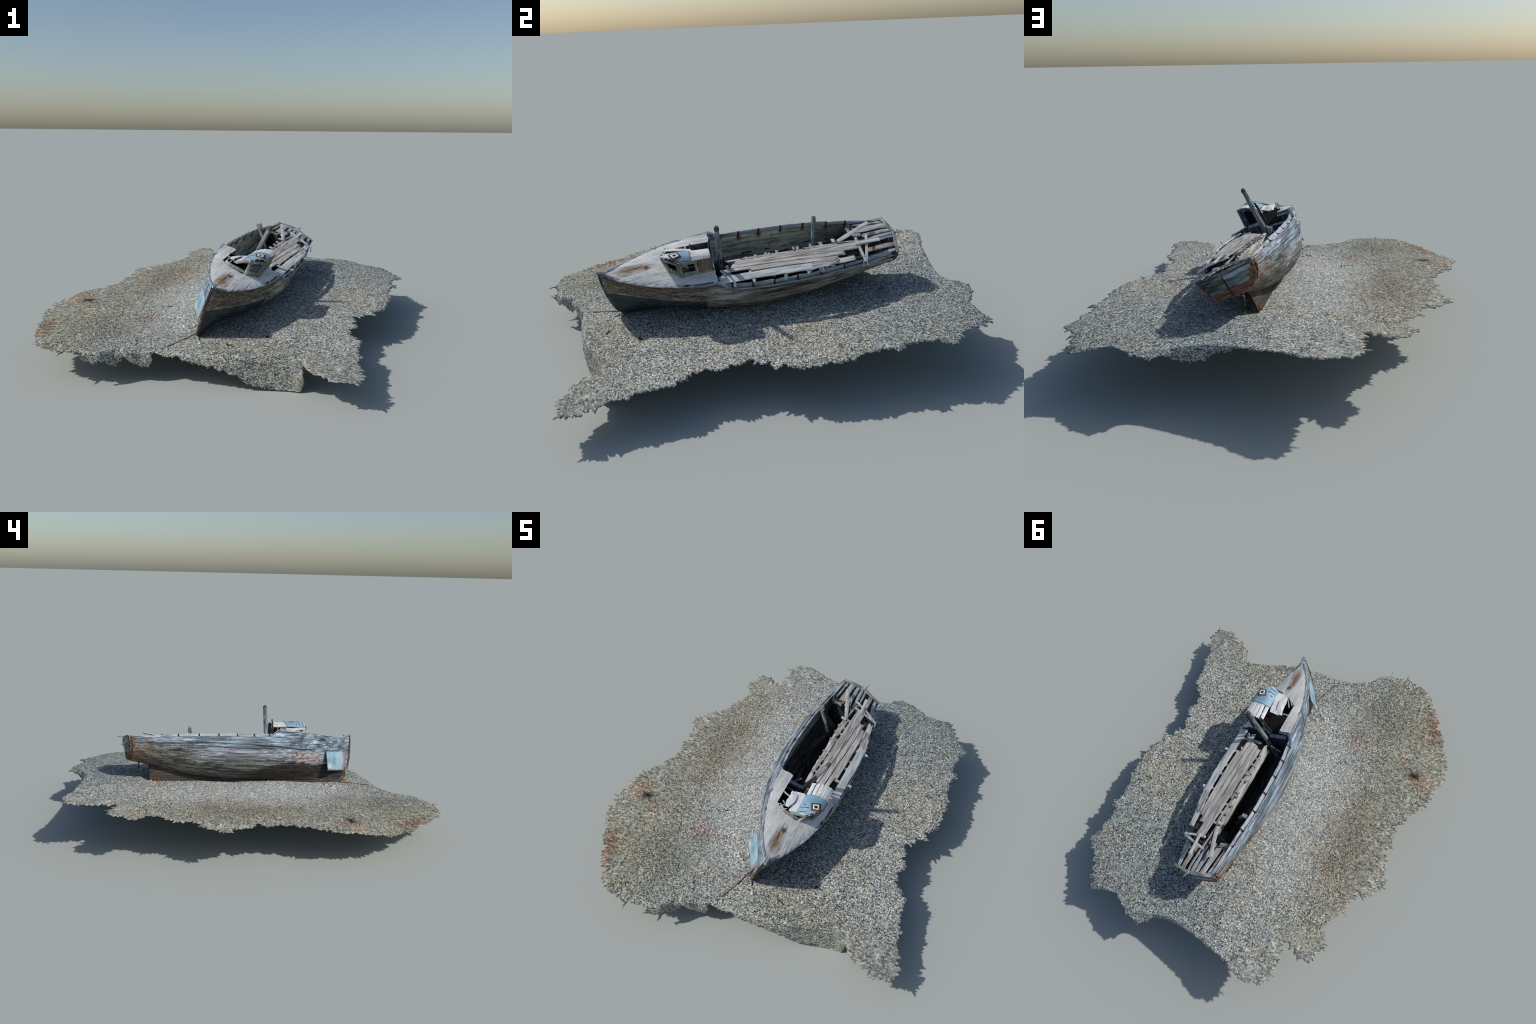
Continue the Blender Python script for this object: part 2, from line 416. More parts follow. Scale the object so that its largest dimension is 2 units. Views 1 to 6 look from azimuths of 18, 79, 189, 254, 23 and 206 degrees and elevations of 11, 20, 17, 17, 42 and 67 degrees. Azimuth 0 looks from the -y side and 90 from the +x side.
    ash = m.blob((-0.645, -0.385, 0.19), 0.024, 0.03, fr2, (0.8, 1.2, 0.6))
    tint(ash, (70, 63, 62))
    hgt = m.add(m.mul(m.sub(1.0, df), 0.7), m.mul(hf, 0.5))
    m.bump(hgt, 0.5, 0.003)
    return m.done(col)

M_hull = hull_material(); M_in = inner_material(); M_deck = deck_material(); M_edge = edge_board_material(); M_roof = roof_material()
M_fin = blue_metal("flaking_blue_sheet_metal", edge=True); M_blue = blue_metal("blue_painted_roof_metal", (108, 146, 168), (140, 172, 190))
M_slate = wood("slate_blue_sheathing", [(0.3, (46, 54, 56)), (0.5, (64, 74, 76)), (0.68, (86, 96, 98))], across=60, rust=0.5, flecks=0.2)
M_grey = wood("silvered_wood", [(0.30, (96, 92, 88)), (0.44, (150, 146, 142)), (0.56, (186, 184, 182)), (0.70, (212, 211, 212))])
M_white = wood("whitewashed_wood", [(0.30, (138, 140, 139)), (0.44, (188, 191, 190)), (0.62, (218, 220, 219))])
M_brown = wood("weathered_brown_wood", [(0.28, (80, 77, 71)), (0.40, (134, 131, 125)), (0.54, (174, 172, 166)), (0.72, (210, 209, 205))])
M_dark = wood("dark_wood", [(0.3, (34, 32, 32)), (0.5, (58, 56, 54)), (0.7, (84, 80, 76))])  # plain dark wood tone
M_door = wood("brown_door_boards", [(0.3, (86, 74, 58)), (0.5, (124, 110, 88)), (0.68, (150, 132, 104))], axis="z")
M_cabin = wood("old_cabin_trim", [(0.3, (80, 81, 75)), (0.5, (132, 134, 126)), (0.68, (172, 174, 167))], axis="z", rust=0.7)
M_mast = wood("grey_mast_wood", [(0.3, (64, 68, 70)), (0.46, (112, 118, 120)), (0.60, (150, 156, 158)), (0.72, (176, 182, 184))], axis="z", along=9)
M_masthead = wood("rotten_mast_head", [(0.3, (50, 44, 38)), (0.5, (84, 74, 64)), (0.68, (118, 108, 94))], axis="z")
M_bulk = wood("blue_grey_bulkhead", [(0.3, (44, 54, 62)), (0.5, (72, 86, 96)), (0.68, (104, 118, 126))], axis="z", along=10, across=90)
M_trans = wood("stern_paint", [(0.32, (44, 50, 49)), (0.45, (80, 89, 89)), (0.58, (120, 130, 132)), (0.72, (156, 165, 168))], axis="y", rust=0.9, across=110)
M_trred = wood("stern_red_boot", [(0.32, (56, 42, 40)), (0.46, (104, 68, 60)), (0.58, (132, 94, 86)), (0.70, (138, 140, 138))], axis="y", rust=0.6)
M_batten = wood("pale_blue_batten", [(0.3, (104, 118, 128)), (0.5, (150, 166, 178)), (0.68, (176, 190, 200))], axis="y")
M_rail = wood("blue_grey_rail", [(0.30, (92, 100, 108)), (0.45, (142, 152, 162)), (0.60, (176, 186, 196)), (0.72, (200, 206, 212))], rust=0.9)
M_keel = wood("keel_timber", [(0.3, (34, 31, 28)), (0.5, (62, 57, 52)), (0.66, (98, 95, 92))], rust=1.0)
M_stem = wood("stem_timber", [(0.34, (36, 31, 27)), (0.50, (70, 61, 53)), (0.62, (116, 105, 93)), (0.72, (176, 168, 154))], axis="z", rust=0.8)
M_rust = rusty("flaky_rust"); M_orange = rusty("orange_iron", (116, 72, 46), (138, 142, 138), (66, 44, 36)); M_dkrust = rusty("dark_iron", (72, 44, 36), (112, 64, 42), (40, 30, 28))
M_lich = wood("lichened_wood", [(0.3, (98, 100, 94)), (0.5, (150, 153, 147)), (0.68, (192, 196, 193))], axis="y", along=14, across=90)
M_black = wood("near_black", [(0.3, (22, 22, 23)), (0.5, (34, 33, 33)), (0.7, (48, 46, 44))])  # near-black colour standing for the darkness in openings and deep in the hull
M_pit = wood("dark_pit_fill", [(0.3, (34, 31, 29)), (0.5, (50, 46, 42)), (0.7, (66, 60, 54))])  # dark colour standing for the gloom of the hatch pit
M_stone = Mat("pale_pebble", 0.8); M_stone = M_stone.done(M_stone.ramp(M_stone.noise((8, 8, 8), 1.0, 3.0), [(0.4, (168, 170, 168)), (0.6, (206, 204, 198))]))
M_gravel = gravel_material()

# ================================================================== THE BOAT
# boat frame: x forward along the keel, y to port, z up the masts; the hull lies heeled to port
K0 = np.array([0.056, 0.523, 0.234]); B0 = np.array([0.053, -0.621, 0.153])
X = (B0 - K0) / np.linalg.norm(B0 - K0)
U = np.array([math.sin(math.radians(26)), 0, math.cos(math.radians(26))])
U -= X * (U @ X); U /= np.linalg.norm(U)
Y = np.cross(U, X)
boat = bpy.data.objects.new("wrecked_boat", None)
boat.empty_display_size = 0.1
bpy.context.scene.collection.objects.link(boat)
boat.matrix_world = Matrix([[X[i], Y[i], U[i], K0[i]] for i in range(3)] + [[0, 0, 0, 1]])
boat["label"] = "weathered wooden fishing boat wreck heeled over on a beach"
boat["category"] = "boat wreck"

# hull stations: half breadth and height from keel to gunwale to raised sheer
ST_U = [0, 0.162, 0.313, 0.464, 0.615, 0.766, 0.864, 0.932, 1.0]
ST = [
    [(0.004, .118), (.030, .119), (.060, .122), (.088, .137), (.106, .158), (.117, .185), (.121, .212), (.121, .222)],
    [(0.008, .062), (.050, .068), (.094, .084), (.128, .114), (.146, .148), (.152, .185), (.153, .215), (.150, .226)],
    [(0.008, .022), (.058, .029), (.113, .052), (.153, .092), (.173, .138), (.179, .180), (.177, .217), (.172, .231)],
    [(0.008, .004), (.060, .012), (.118, .036), (.160, .078), (.181, .125), (.186, .172), (.183, .218), (.179, .234)],
    [(0.008, .000), (.052, .014), (.107, .042), (.145, .086), (.164, .134), (.171, .180), (.171, .224), (.168, .262)],
    [(0.008, .000), (.034, .020), (.070, .050), (.100, .094), (.119, .142), (.129, .184), (.135, .220), (.140, .255)],
    [(0.008, .000), (.020, .026), (.040, .060), (.060, .102), (.076, .146), (.086, .186), (.092, .222), (.098, .253)],
    [(0.008, .000), (.012, .032), (.021, .070), (.031, .110), (.041, .150), (.048, .190), (.053, .226), (.058, .256)],
    [(0.004, .003), (.004, .035), (.004, .073), (.004, .112), (.004, .152), (.004, .192), (.004, .230), (.004, .272)],
]
ST = np.array(ST)
F_y = [pchip(ST_U, ST[:, k, 0]) for k in range(8)]
F_z = [pchip(ST_U, ST[:, k, 1]) for k in range(8)]
stem_x = pchip([-0.03, 0.0, 0.037, 0.088, 0.166, 0.212, 0.30], [1.118, 1.146, 1.174, 1.190, 1.205, 1.209, 1.213])
def centre(x, z):
    return np.interp(x, [-0.12, 0.3, 0.5, 0.7, 0.9, 1.08, 1.22], [0.011, 0.004, 0.000, -0.005, -0.011, -0.013, -0.0135]) * z / 0.25
def tran_x(z, y):
    return -0.100 - 0.17 * (z - 0.12) - 0.022 * (1 - np.sqrt(np.clip(np.asarray(y) / 0.124, -1, 1) ** 2 + 0.003))
def sec(u, t, side, off=0.0):
    """point on the outer skin; t 0 keel .. 1 gunwale .. 7/6 raised sheer; off moves it along the normal"""
    u = np.asarray(u, float); t = np.broadcast_to(np.asarray(t, float), u.shape)
    ks = np.arange(8) / 6.0
    yy = np.stack([f(u) for f in F_y], -1); zz = np.stack([f(u) for f in F_z], -1)
    out = np.zeros(u.shape + (3,))
    for i in np.ndindex(u.shape):
        ty = pchip(ks, yy[i]); tz = pchip(ks, zz[i])
        y = float(ty(t[i])); z = float(tz(t[i]))
        if off:
            dy = float(ty(t[i] + 0.01) - ty(t[i] - 0.01)); dz = float(tz(t[i] + 0.01) - tz(t[i] - 0.01))
            l = math.hypot(dy, dz) + 1e-9
            y += dz / l * off; z -= dy / l * off
        y = max(y, 0.0)
        xa = float(tran_x(z, y)); xb = float(stem_x(z))
        x = xa + (xb - xa) * u[i]
        out[i] = (x, side * y + centre(x, z), z)
    return out
def u_of_x(x, z=0.22):
    xa = float(tran_x(z, 0.1)); return (np.asarray(x, float) - xa) / (float(stem_x(z)) - xa)
def half(x, t=1.0):
    """half breadth at boat x"""
    p = sec(np.atleast_1d(u_of_x(x)), t, 1); return p[:, 1] - centre(p[:, 0], p[:, 2]), p[:, 2]

# ---- planking, strake by strake, each in a few lengths with butt joints
T_edges = np.array([0.0, 0.13, 0.25, 0.36, 0.46, 0.56, 0.66, 0.76, 0.875, 1.0])
def strake(name, ua, ub, t0, t1, side, thick, mat, parent, seed, off=0.0, gap=0.0012, edge=0.0026, rough=0.0007, bev=0.07):
    r = np.random.default_rng(seed)
    n = max(4, int((ub - ua) / 0.018)); us = np.linspace(ua, ub, n + 1)
    t0 = np.broadcast_to(np.asarray(t0(us) if callable(t0) else t0, float), us.shape)
    t1 = np.broadcast_to(np.asarray(t1(us) if callable(t1) else t1, float), us.shape)
    ph = r.uniform(0, 100)
    wob = np.array([n1(ph + u * 14) for u in us]) * rough * 2
    prof = [(0.0, -thick), (0.0, -edge), (bev, 0), (0.35, 0.0004), (0.7, 0.0004), (1 - bev, 0), (1.0, -edge), (1.0, -thick)]
    verts = []
    for s, o in prof:
        tt = t0 + (t1 - t0) * (s if s < 0.01 or s > 0.99 else s)
        tt = np.where(s < 0.5, tt + gap, tt - gap)
        P = np.stack([sec(us[i:i + 1], tt[i], side, off + o + (wob[i] if o > -thick else 0))[0] for i in range(n + 1)])
        verts.append(P)
    V = np.stack(verts, 1)          # (n+1, 8, 3)
    K = len(prof); faces = []
    for i in range(n):
        for k in range(K):
            a = i * K + k; b = i * K + (k + 1) % K
            faces.append((a, b, b + K, a + K))
    faces.append(tuple(range(K))); faces.append(tuple(n * K + k for k in range(K))[::-1])
    return make(name, V.reshape(-1, 3), faces, mat, parent, 40)

# inner skin is the hull object, the planks are its children
us = np.linspace(0.0, 0.985, 60); ts = np.linspace(0.0, 1.0, 15)
vin = []; fin = []
for side in (1, -1):
    o = len(vin)
    for u in us:
        for t in ts:
            vin.append(sec(np.array([u]), t, side, -0.0065 - 0.0135 * min(1.0, max(0.0, (1.0 - t) / 0.08)) * min(1.0, (0.985 - u) / 0.2))[0])
    for i in range(len(us) - 1):
        for k in range(len(ts) - 1):
            a = o + i * len(ts) + k
            fin.append((a, a + 1, a + 1 + len(ts), a + len(ts)))
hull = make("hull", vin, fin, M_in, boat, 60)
md = hull.modifiers.new("thickness", "SOLIDIFY"); md.thickness = 0.002; md.offset = 0
seed = 100
for side in (1, -1):
    for k in range(len(T_edges) - 1):
        seed += 1
        cuts = [0.0] + sorted(rng.uniform(0.2, 0.8, 2)) + [1.0]
        if cuts[2] - cuts[1] < 0.15:
            cuts = [0.0, cuts[1], 1.0]
        for a, b in zip(cuts[:-1], cuts[1:]):
            strake("hull_plank", a + 0.0006, b - 0.0006, T_edges[k], T_edges[k + 1], side, 0.006, M_hull, hull, seed + int(a * 50), off=rng.normal(0, 0.0005))
def raised(us):
    x = -0.12 + np.asarray(us) * 1.332
    return 1.0 + smooth(x, 0.655, 0.722) / 6.0 * (0.985 + 0.015 * smooth(x, 0.7, 0.8)) + 0.0006
for side in (1, -1):
    strake("bulwark_plank", float(u_of_x(0.648)), 1.0, 0.995, raised, side, 0.006, M_hull, hull, 300 + side)
    # rub strake, a half round moulding that runs out forward
    n = 70; uu = np.linspace(0.002, float(u_of_x(0.925)), n); path = []
    tz = [(-0.12, .192), (0.1, .187), (0.3, .186), (0.48, .181), (0.66, .176), (0.8, .170), (0.93, .166)]
    fz = pchip([a for a, b in tz], [b for a, b in tz])
    for u in uu:
        x = -0.12 + u * 1.33; want = float(fz(x)); lo, hi = 0.5, 1.0
        for _ in range(18):
            mid = (lo + hi) / 2
            if sec(np.array([u]), mid, side)[0][2] < want: lo = mid
            else: hi = mid
        path.append(sec(np.array([u]), lo, side, 0.0022)[0])
    rad = 0.0072 * (0.9 + 0.25 * smooth(uu, 0.4, 0.6)) * (1 - 0.75 * smooth(uu, 0.70, 0.785))
    rod("rub_strake", path, rad, M_hull, hull, n=10, seed=side, rough=0.02)

# ---- keel, deadwood, stem
xk = np.linspace(0.0, 1.146, 40)
zt = np.interp(xk, [0, 0.1, 0.2, 0.3, 0.45, 1.2], [0.094, 0.070, 0.047, 0.028, 0.012, 0.008])
v = []; f = []
for i, (x, z) in enumerate(zip(xk, zt)):
    w = 0.0105 if x > 0.02 else 0.008
    zb = -0.012 if x < 1.12 else -0.012 + (x - 1.12) * 0.4
    v += [(x, -w, zb + 0.002), (x, -w * 0.8, zb), (x, w * 0.8, zb), (x, w, zb + 0.002), (x, w * 1.05, z), (x, -w * 1.05, z)]
for i in range(len(xk) - 1):
    for k in range(6):
        a = i * 6 + k; b = i * 6 + (k + 1) % 6
        f.append((a, b, b + 6, a + 6))
f.append(tuple(range(6))); f.append(tuple((len(xk) - 1) * 6 + k for k in range(6)))
keel = make("keel", v, f, M_keel, boat, 40)
board("sternpost", [(-0.004, 0, -0.008), (-0.002, 0, 0.098)], 0.017, 0.009, M_stem, keel, up=(1, 0, 0), seed=3)
board("iron_keel_shoe", [(0.014, -0.0115, 0.003), (0.066, -0.0115, 0.005)], np.linspace(0.032, 0.014, 5), 0.002, M_dkrust, keel, up=(0, 1, 0), jag=(0.002, 0.016), seed=4)
zs = np.concatenate([np.linspace(-0.008, 0.06, 12), np.linspace(0.07, 0.283, 20)])
v = []; f = []
for i, z in enumerate(zs):
    x = float(stem_x(z)); c = centre(x, max(z, 0)); jag = 0.0022 * n1(z * 90.0, 3.0)
    v += [(x - 0.020, c - 0.0078, z), (x + 0.003, c - 0.0058, z), (x + 0.0072 + jag, c - 0.0026, z), (x + 0.0072 + jag * 0.6, c + 0.0026, z), (x + 0.003, c + 0.0058, z), (x - 0.020, c + 0.0078, z)]
for i in range(len(zs) - 1):
    for k in range(6):
        a = i * 6 + k; b = i * 6 + (k + 1) % 6
        f.append((a, b, b + 6, a + 6))
f.append(tuple(range(6))); f.append(tuple((len(zs) - 1) * 6 + k for k in range(6)))
stem = make("stem", v, f, M_stem, boat, 35)

# twisted rudder irons under the counter
rod("rudder_iron", line((-0.062, 0.004, 0.104), (-0.060, 0.010, 0.075), (-0.048, 0.016, 0.056), (-0.036, 0.018, 0.064)), 0.0042, M_dkrust, boat, seed=8, rough=0.15)
board("bent_iron_plate", line((-0.066, 0.0, 0.098), (-0.050, 0.012, 0.074), (-0.046, 0.018, 0.052)), np.linspace(0.014, 0.008, 13), 0.003, M_grey, boat, up=(1, 0, 0.3), jag=(0, 0.005), seed=9)

# ---- transom, plank by plank, slightly bowed
def tran_half(z):
    zz = ST[0][:, 1]; yy = ST[0][:, 0]
    return float(np.interp(z, zz, yy))
levels = [0.1185, 0.134, 0.150, 0.166, 0.182, 0.198, 0.2115, 0.225]
transom = None
for k in range(len(levels) - 1):
    za, zb = levels[k] + 0.0004, levels[k + 1] - 0.0004
    n = 24; v = []; f = []; o = rng.normal(0, 0.0006)
    for i in range(n + 1):
        s = -1 + 2 * i / n
        ring = []
        for z, e in ((za, 0.0012), (za + 0.0012, 0), (zb - 0.0012, 0), (zb, 0.0012)):
            y = s * (tran_half(z) - 0.001); c = float(centre(-0.12, z))
            ring.append((tran_x(z, y) - 0.0062 + e + o, y + c, z))
        ring += [(ring[3][0] + 0.006, ring[3][1], zb), (ring[0][0] + 0.006, ring[0][1], za)]
        v += ring
    for i in range(n):
        for q in range(6):
            a = i * 6 + q; b = i * 6 + (q + 1) % 6
            f.append((a, b, b + 6, a + 6))
    f.append(tuple(range(6))); f.append(tuple(n * 6 + q for q in range(6)))
    ob = make("transom" if transom is None else "transom_plank", v, f, M_trred if k < 2 else M_trans, boat if transom is None else transom, 40)
    transom = transom or ob
def tp(y, z, o=0.0):
    return (float(tran_x(z, y)) - 0.0075 - o, y + float(centre(-0.12, z)), z)
board("stern_batten", [tp(y, 0.2005 + 0.001 * math.sin(y * 60), 0.004) for y in np.linspace(0.004, -0.106, 12)], 0.0135, 0.008, M_batten, transom, up=(-1, 0, 0), seed=21)
board("stern_strap", [tp(0.010, z, 0.001) for z in np.linspace(0.226, 0.121, 9)], 0.0065, 0.003, M_dkrust, transom, up=(-1, 0, 0), seed=22)
board("blue_strap_end", [tp(0.013, z, 0.003) for z in np.linspace(0.222, 0.200, 4)], 0.011, 0.003, M_trans, transom, up=(-1, 0, 0), jag=(0.001, 0.003), seed=24)
board("corner_iron", [tp(-tran_half(z) * 0.90, z, 0.0015) for z in np.linspace(0.222, 0.146, 10)], np.linspace(0.018, 0.026, 10), 0.003, M_orange, transom, up=(-1, 0, 0), jag=(0.003, 0.006), seed=23)
board("corner_iron", [tp(tran_half(z) * 0.955, z, 0.0015) for z in np.linspace(0.214, 0.130, 12)], 0.011, 0.003, M_orange, transom, up=(-1, 0, 0), jag=(0.003, 0.003), seed=25)
board("side_corner_iron", [sec(np.array([0.014]), t, -1, 0.0012)[0] for t in np.linspace(1.0, 0.55, 10)], 0.022, 0.003, M_orange, hull, up=(0, -1, 0.1), jag=(0.004, 0.004), wob=0.002, seed=26)
board("side_corner_iron", [sec(np.array([0.012]), t, 1, 0.0012)[0] for t in np.linspace(0.98, 0.60, 8)], 0.013, 0.003, M_dkrust, hull, up=(0, 1, 0.1), jag=(0.003, 0.003), wob=0.0015, seed=27)
# capping of the stern, two lengths meeting at the middle
def capline(y0, y1, z=0.2285):
    return [(float(tran_x(z, y)) - 0.002, y + float(centre(-0.12, z)), z + 0.012 * (1 - abs(y / 0.122))) for y in np.linspace(y0, y1, 9)]
board("stern_capping", capline(-0.116, -0.004), 0.017, 0.006, M_lich, transom, jag=(0.003, 0.004), wob=0.0012, seed=30)
board("stern_capping", capline(0.002, 0.121), 0.015, 0.006, M_lich, transom, jag=(0.003, 0.003), wob=0.0012, seed=31)
rod("stern_spike", line((-0.138, 0.019, 0.243), (-0.158, 0.023, 0.246), (-0.176, 0.027, 0.249)), [0.0032] * 7 + [0.0026] * 4 + [0.0016] * 2, M_mast, transom, seed=12, rough=0.12)

# ---- gunwale: inner clamp boards with iron straps across the gap
frames_x = [0.052, 0.142, 0.254, 0.363, 0.468, 0.565, 0.655]
for side in (1, -1):
    cuts = [-0.095] + frames_x[1:] + [0.712]
    for k in range(len(cuts) - 1):
        xa, xb = cuts[k] + 0.004, cuts[k + 1] - 0.004
        xs = np.linspace(xa, xb, 7); hw, zz = half(xs, 1.0)
        path = [(x, side * (h - 0.0165) + float(centre(x, z)), z + 0.007 - 0.004 * (x < 0.05)) for x, h, z in zip(xs, hw, zz)]
        board("inner_rail", path, 0.026 if xa > 0.03 else 0.018, 0.0055, M_rail, hull, up=(0, side, 0.12), jag=(0.0015, 0.0015), wob=0.0012, seed=40 + k + 10 * side)
        path = [(x, side * (h - 0.009) + float(centre(x, z)), z - 0.006) for x, h, z in zip(xs, hw, zz)]
        board("gunwale_shelf", path, 0.012, 0.005, M_edge, hull, jag=(0.001, 0.001), wob=0.001, seed=60 + k + 10 * side)
    for x in frames_x:
        hw, z = half(x, 1.0); h = float(hw[0]); z = float(z[0]); c = float(centre(x, z))
        g = Geo()
        g.add(*board_geo([(x, side * (h - 0.001) + c, z + 0.001), (x, side * (h - 0.020) + c, z + 0.010)], 0.007, 0.0035, seed=80))
        g.add(*board_geo([(x, side * (h - 0.0205) + c, z + 0.021), (x, side * (h - 0.021) + c, z - 0.020)], 0.008, 0.004, up=(0, -side, 0), seed=81))
        g.make("iron_strap", M_dkrust, hull, smooth_angle=35)
    # rust-edged cap on top of the outer plank
    xs = np.linspace(-0.10, 0.66, 60); hw, zz = half(xs, 1.0)
    board("gunwale_edge", [(x, side * (h - 0.003) + float(centre(x, z)), z + 0.001) for x, h, z in zip(xs, hw, zz)], 0.0075, 0.003, M_edge, hull, wob=0.0010, seed=90 + side)
    # ribs inside the open hold
    for x in np.arange(0.10, 0.70, 0.056):
        u = float(u_of_x(x))
        board("rib", [sec(np.array([u]), t, side, -0.012)[0] for t in np.linspace(0.10, 0.42, 8)], 0.010, 0.009, M_dark, hull, up=(0, -side, 0.5), seed=int(x * 1000))

# ---- foredeck: narrow planks around the open hatch, covering board at the edge
def deck_z(x, y):
    h, z = half(x, 7 / 6.0); h = max(float(h[0]), 0.004); z = float(z[0])
    s = min(abs(y - float(centre(x, z))) / h, 1.0)
    return z - 0.003 + (0.015 * float(smooth(x, 1.20, 0.95))) * (1 - s ** 3)
xs_t = np.linspace(0.66, 1.206, 120); hs_t, _ = half(xs_t, 7 / 6.0)
hatch = [(0.894, -0.0935), (0.905, -0.082), (0.925, -0.055), (0.926, 0.020), (0.912, 0.036), (0.862, 0.080)]   # front edge of the opening
def hatch_front(y):
    hy = [p[1] for p in hatch]; hx = [p[0] for p in hatch]
    return float(np.interp(y, hy, hx)) if hy[0] < y < hy[-1] else None
g = Geo(); step = 0.0118; yk = -0.156; k = 0
while yk < 0.160:
    ym = yk + step / 2
    inside = [x for x, h in zip(xs_t, hs_t) if abs(ym - float(centre(x, 0.27))) < h - 0.010 and x > 0.70]
    if len(inside) > 3:
        xb = max(inside); hf = hatch_front(ym)
        xa = 0.7145 + rng.uniform(-0.002, 0.002) if hf is None else hf + rng.uniform(-0.001, 0.001)
        if xb - xa > 0.015:
            xs = np.linspace(xa, xb, max(3, int((xb - xa) / 0.02)))
            lift = rng.normal(0, 0.00015)
            ups = np.array([(0, -(deck_z(x, ym + 0.004) - deck_z(x, ym - 0.004)) / 0.008, 1) for x in xs])
            g.add(*board_geo([(x, ym, deck_z(x, ym) + lift) for x in xs], step - 0.0001, 0.005, up=ups, M=3, bevel=0.0003, wob=0.0002, seed=400 + k, jag=(0.0015, 0.001)))
    yk += step; k += 1
deck = g.make("foredeck", M_deck, boat, smooth_angle=30)
for side in (1, -1):
    xs = np.linspace(0.712, 1.204, 46); hw, zz = half(xs, 7 / 6.0)
    board("covering_board", [(x, side * max(h - 0.0075, 0.001) + float(centre(x, z)), z + 0.0005) for x, h, z in zip(xs, hw, zz)], np.interp(xs, [0.7, 1.15, 1.21], [0.016, 0.014, 0.006]), 0.005, M_edge, deck, wob=0.0009, seed=95 + side)
    # scroll end of the raised bulwark
    hw, zz = half(np.array([0.655, 0.67, 0.685, 0.70, 0.714]), 1.0)
    path = [(x, side * (h - 0.010) + float(centre(x, z)), 0.224 + 0.040 * float(smooth(x, 0.655, 0.716)) + 0.003) for x, h, z in zip([0.655, 0.67, 0.685, 0.70, 0.714], hw, zz)]
    board("rail_scroll", path, 0.020, 0.005, M_rail, deck, seed=98 + side)
# rusted strip and fittings on the port side deck
board("iron_strip", [(0.735, 0.146, deck_z(0.735, 0.146) + 0.004), (0.815, 0.141, deck_z(0.815, 0.141) + 0.004)], 0.006, 0.003, M_dkrust, deck, jag=(0.002, 0.002), wob=0.0008, seed=110)
board("iron_cleat", [(0.838, 0.134, deck_z(0.84, 0.134) + 0.004), (0.858, 0.131, deck_z(0.86, 0.131) + 0.005)], 0.008, 0.004, M_dkrust, deck, seed=111)
board("stem_head_block", [(1.175, float(centre(1.18, .27)), 0.279), (1.221, float(centre(1.22, .27)), 0.283)], [0.020, 0.019, 0.017, 0.015, 0.013], 0.009, M_edge, stem, seed=112, jag=(0.002, 0.002))

# ---- bulkhead under the deck edge
g = Geo()
for i, y in enumerate(np.arange(-0.004, 0.152, 0.0165)):
    hz = deck_z(0.716, y) - 0.004
    g.add(*board_geo([(0.722, y + 0.008, 0.09 + 0.6 * max(0, y - 0.07)), (0.722, y + 0.008, hz)], 0.0158, 0.005, up=(-1, 0, 0), seed=500 + i, M=3))
for i, y in enumerate(np.arange(-0.152, -0.104, 0.0165)):
    g.add(*board_geo([(0.722, y + 0.008, 0.175), (0.722, y + 0.008, deck_z(0.716, y) - 0.004)], 0.0158, 0.005, up=(-1, 0, 0), seed=520 + i, M=3))
for i, y in enumerate(np.arange(-0.104, -0.004, 0.0165)):
    g.add(*board_geo([(0.722, y + 0.008, 0.05), (0.722, y + 0.008, 0.212)], 0.0158, 0.005, up=(-1, 0, 0), seed=540 + i, M=3))
bulk = g.make("bulkhead", M_bulk, boat, smooth_angle=35)
board("door_sill", [(0.708, -0.016, 0.226), (0.716, -0.112, 0.215)], 0.020, 0.010, M_rail, bulk, seed=120)
board("deck_beam", [(0.716, -0.155, 0.249), (0.716, -0.090, 0.258)], 0.010, 0.012, M_edge, bulk, seed=121)
board("corner_post", [(0.709, -0.150, 0.218), (0.709, -0.153, 0.258)], 0.018, 0.012, M_rail, bulk, up=(-1, 0, 0), seed=122)
board("corner_post", [(0.709, 0.150, 0.20), (0.709, 0.153, 0.258)], 0.016, 0.012, M_bulk, bulk, up=(-1, 0, 0), seed=123)
# near-black sheet added below the hatch, following the scan's fill
board("hatch_fill_sheet", [(0.730, -0.008, 0.203), (0.93, -0.008, 0.238)], 0.160, 0.004, M_black, boat, seed=124)

# ---- cabin
A = np.array([0.728, 0.086]); B = np.array([0.862, 0.085]); C = np.array([0.914, 0.032]); D = np.array([0.922, -0.055])
def wz(x, y): return deck_z(x, y) + 0.001
cab = board("cabin", [(x, 0.085, wz(x, 0.085) + 0.006) for x in np.linspace(0.722, 0.866, 8)], 0.012, 0.006, M_cabin, boat, up=(0, 1, 0), seed=130)
for k, x in enumerate([0.7315, 0.7465, 0.7615, 0.7765]):
    board("cabin_wall_board", [(x, 0.084, wz(x, 0.084)), (x + 0.004, 0.086, 0.360 - 0.002 * k)], 0.0146, 0.0055, M_door, cab, up=(0, 1, 0), seed=131 + k)
def post(name, b, t, w=0.012, th=0.010, mat=M_cabin, up=(0, 1, 0), **k):
    return board(name, [b, t], w, th, mat, cab, up=up, seed=int(abs(b[0] * 7000 + b[1] * 900)) % 997, **k)
post("window_post", (0.792, 0.085, wz(.79, .085)), (0.798, 0.087, 0.358), 0.013)
post("corner_window_post", (0.857, 0.084, wz(.86, .084)), (0.870, 0.085, 0.356), 0.015, 0.012)
post("corner_window_post", (0.866, 0.081, wz(.86, .08)), (0.878, 0.081, 0.355), 0.012, 0.010, up=(0.7, 0.7, 0))
post("front_post", (0.912, 0.034, wz(.91, .03)), (0.934, 0.034, 0.350), 0.014, 0.013, M_lich, up=(0.7, 0.7, 0))
board("window_sill", [(0.796, 0.087, 0.291), (0.857, 0.087, 0.288)], 0.010, 0.007, M_cabin, cab, up=(0, 1, 0), seed=140)
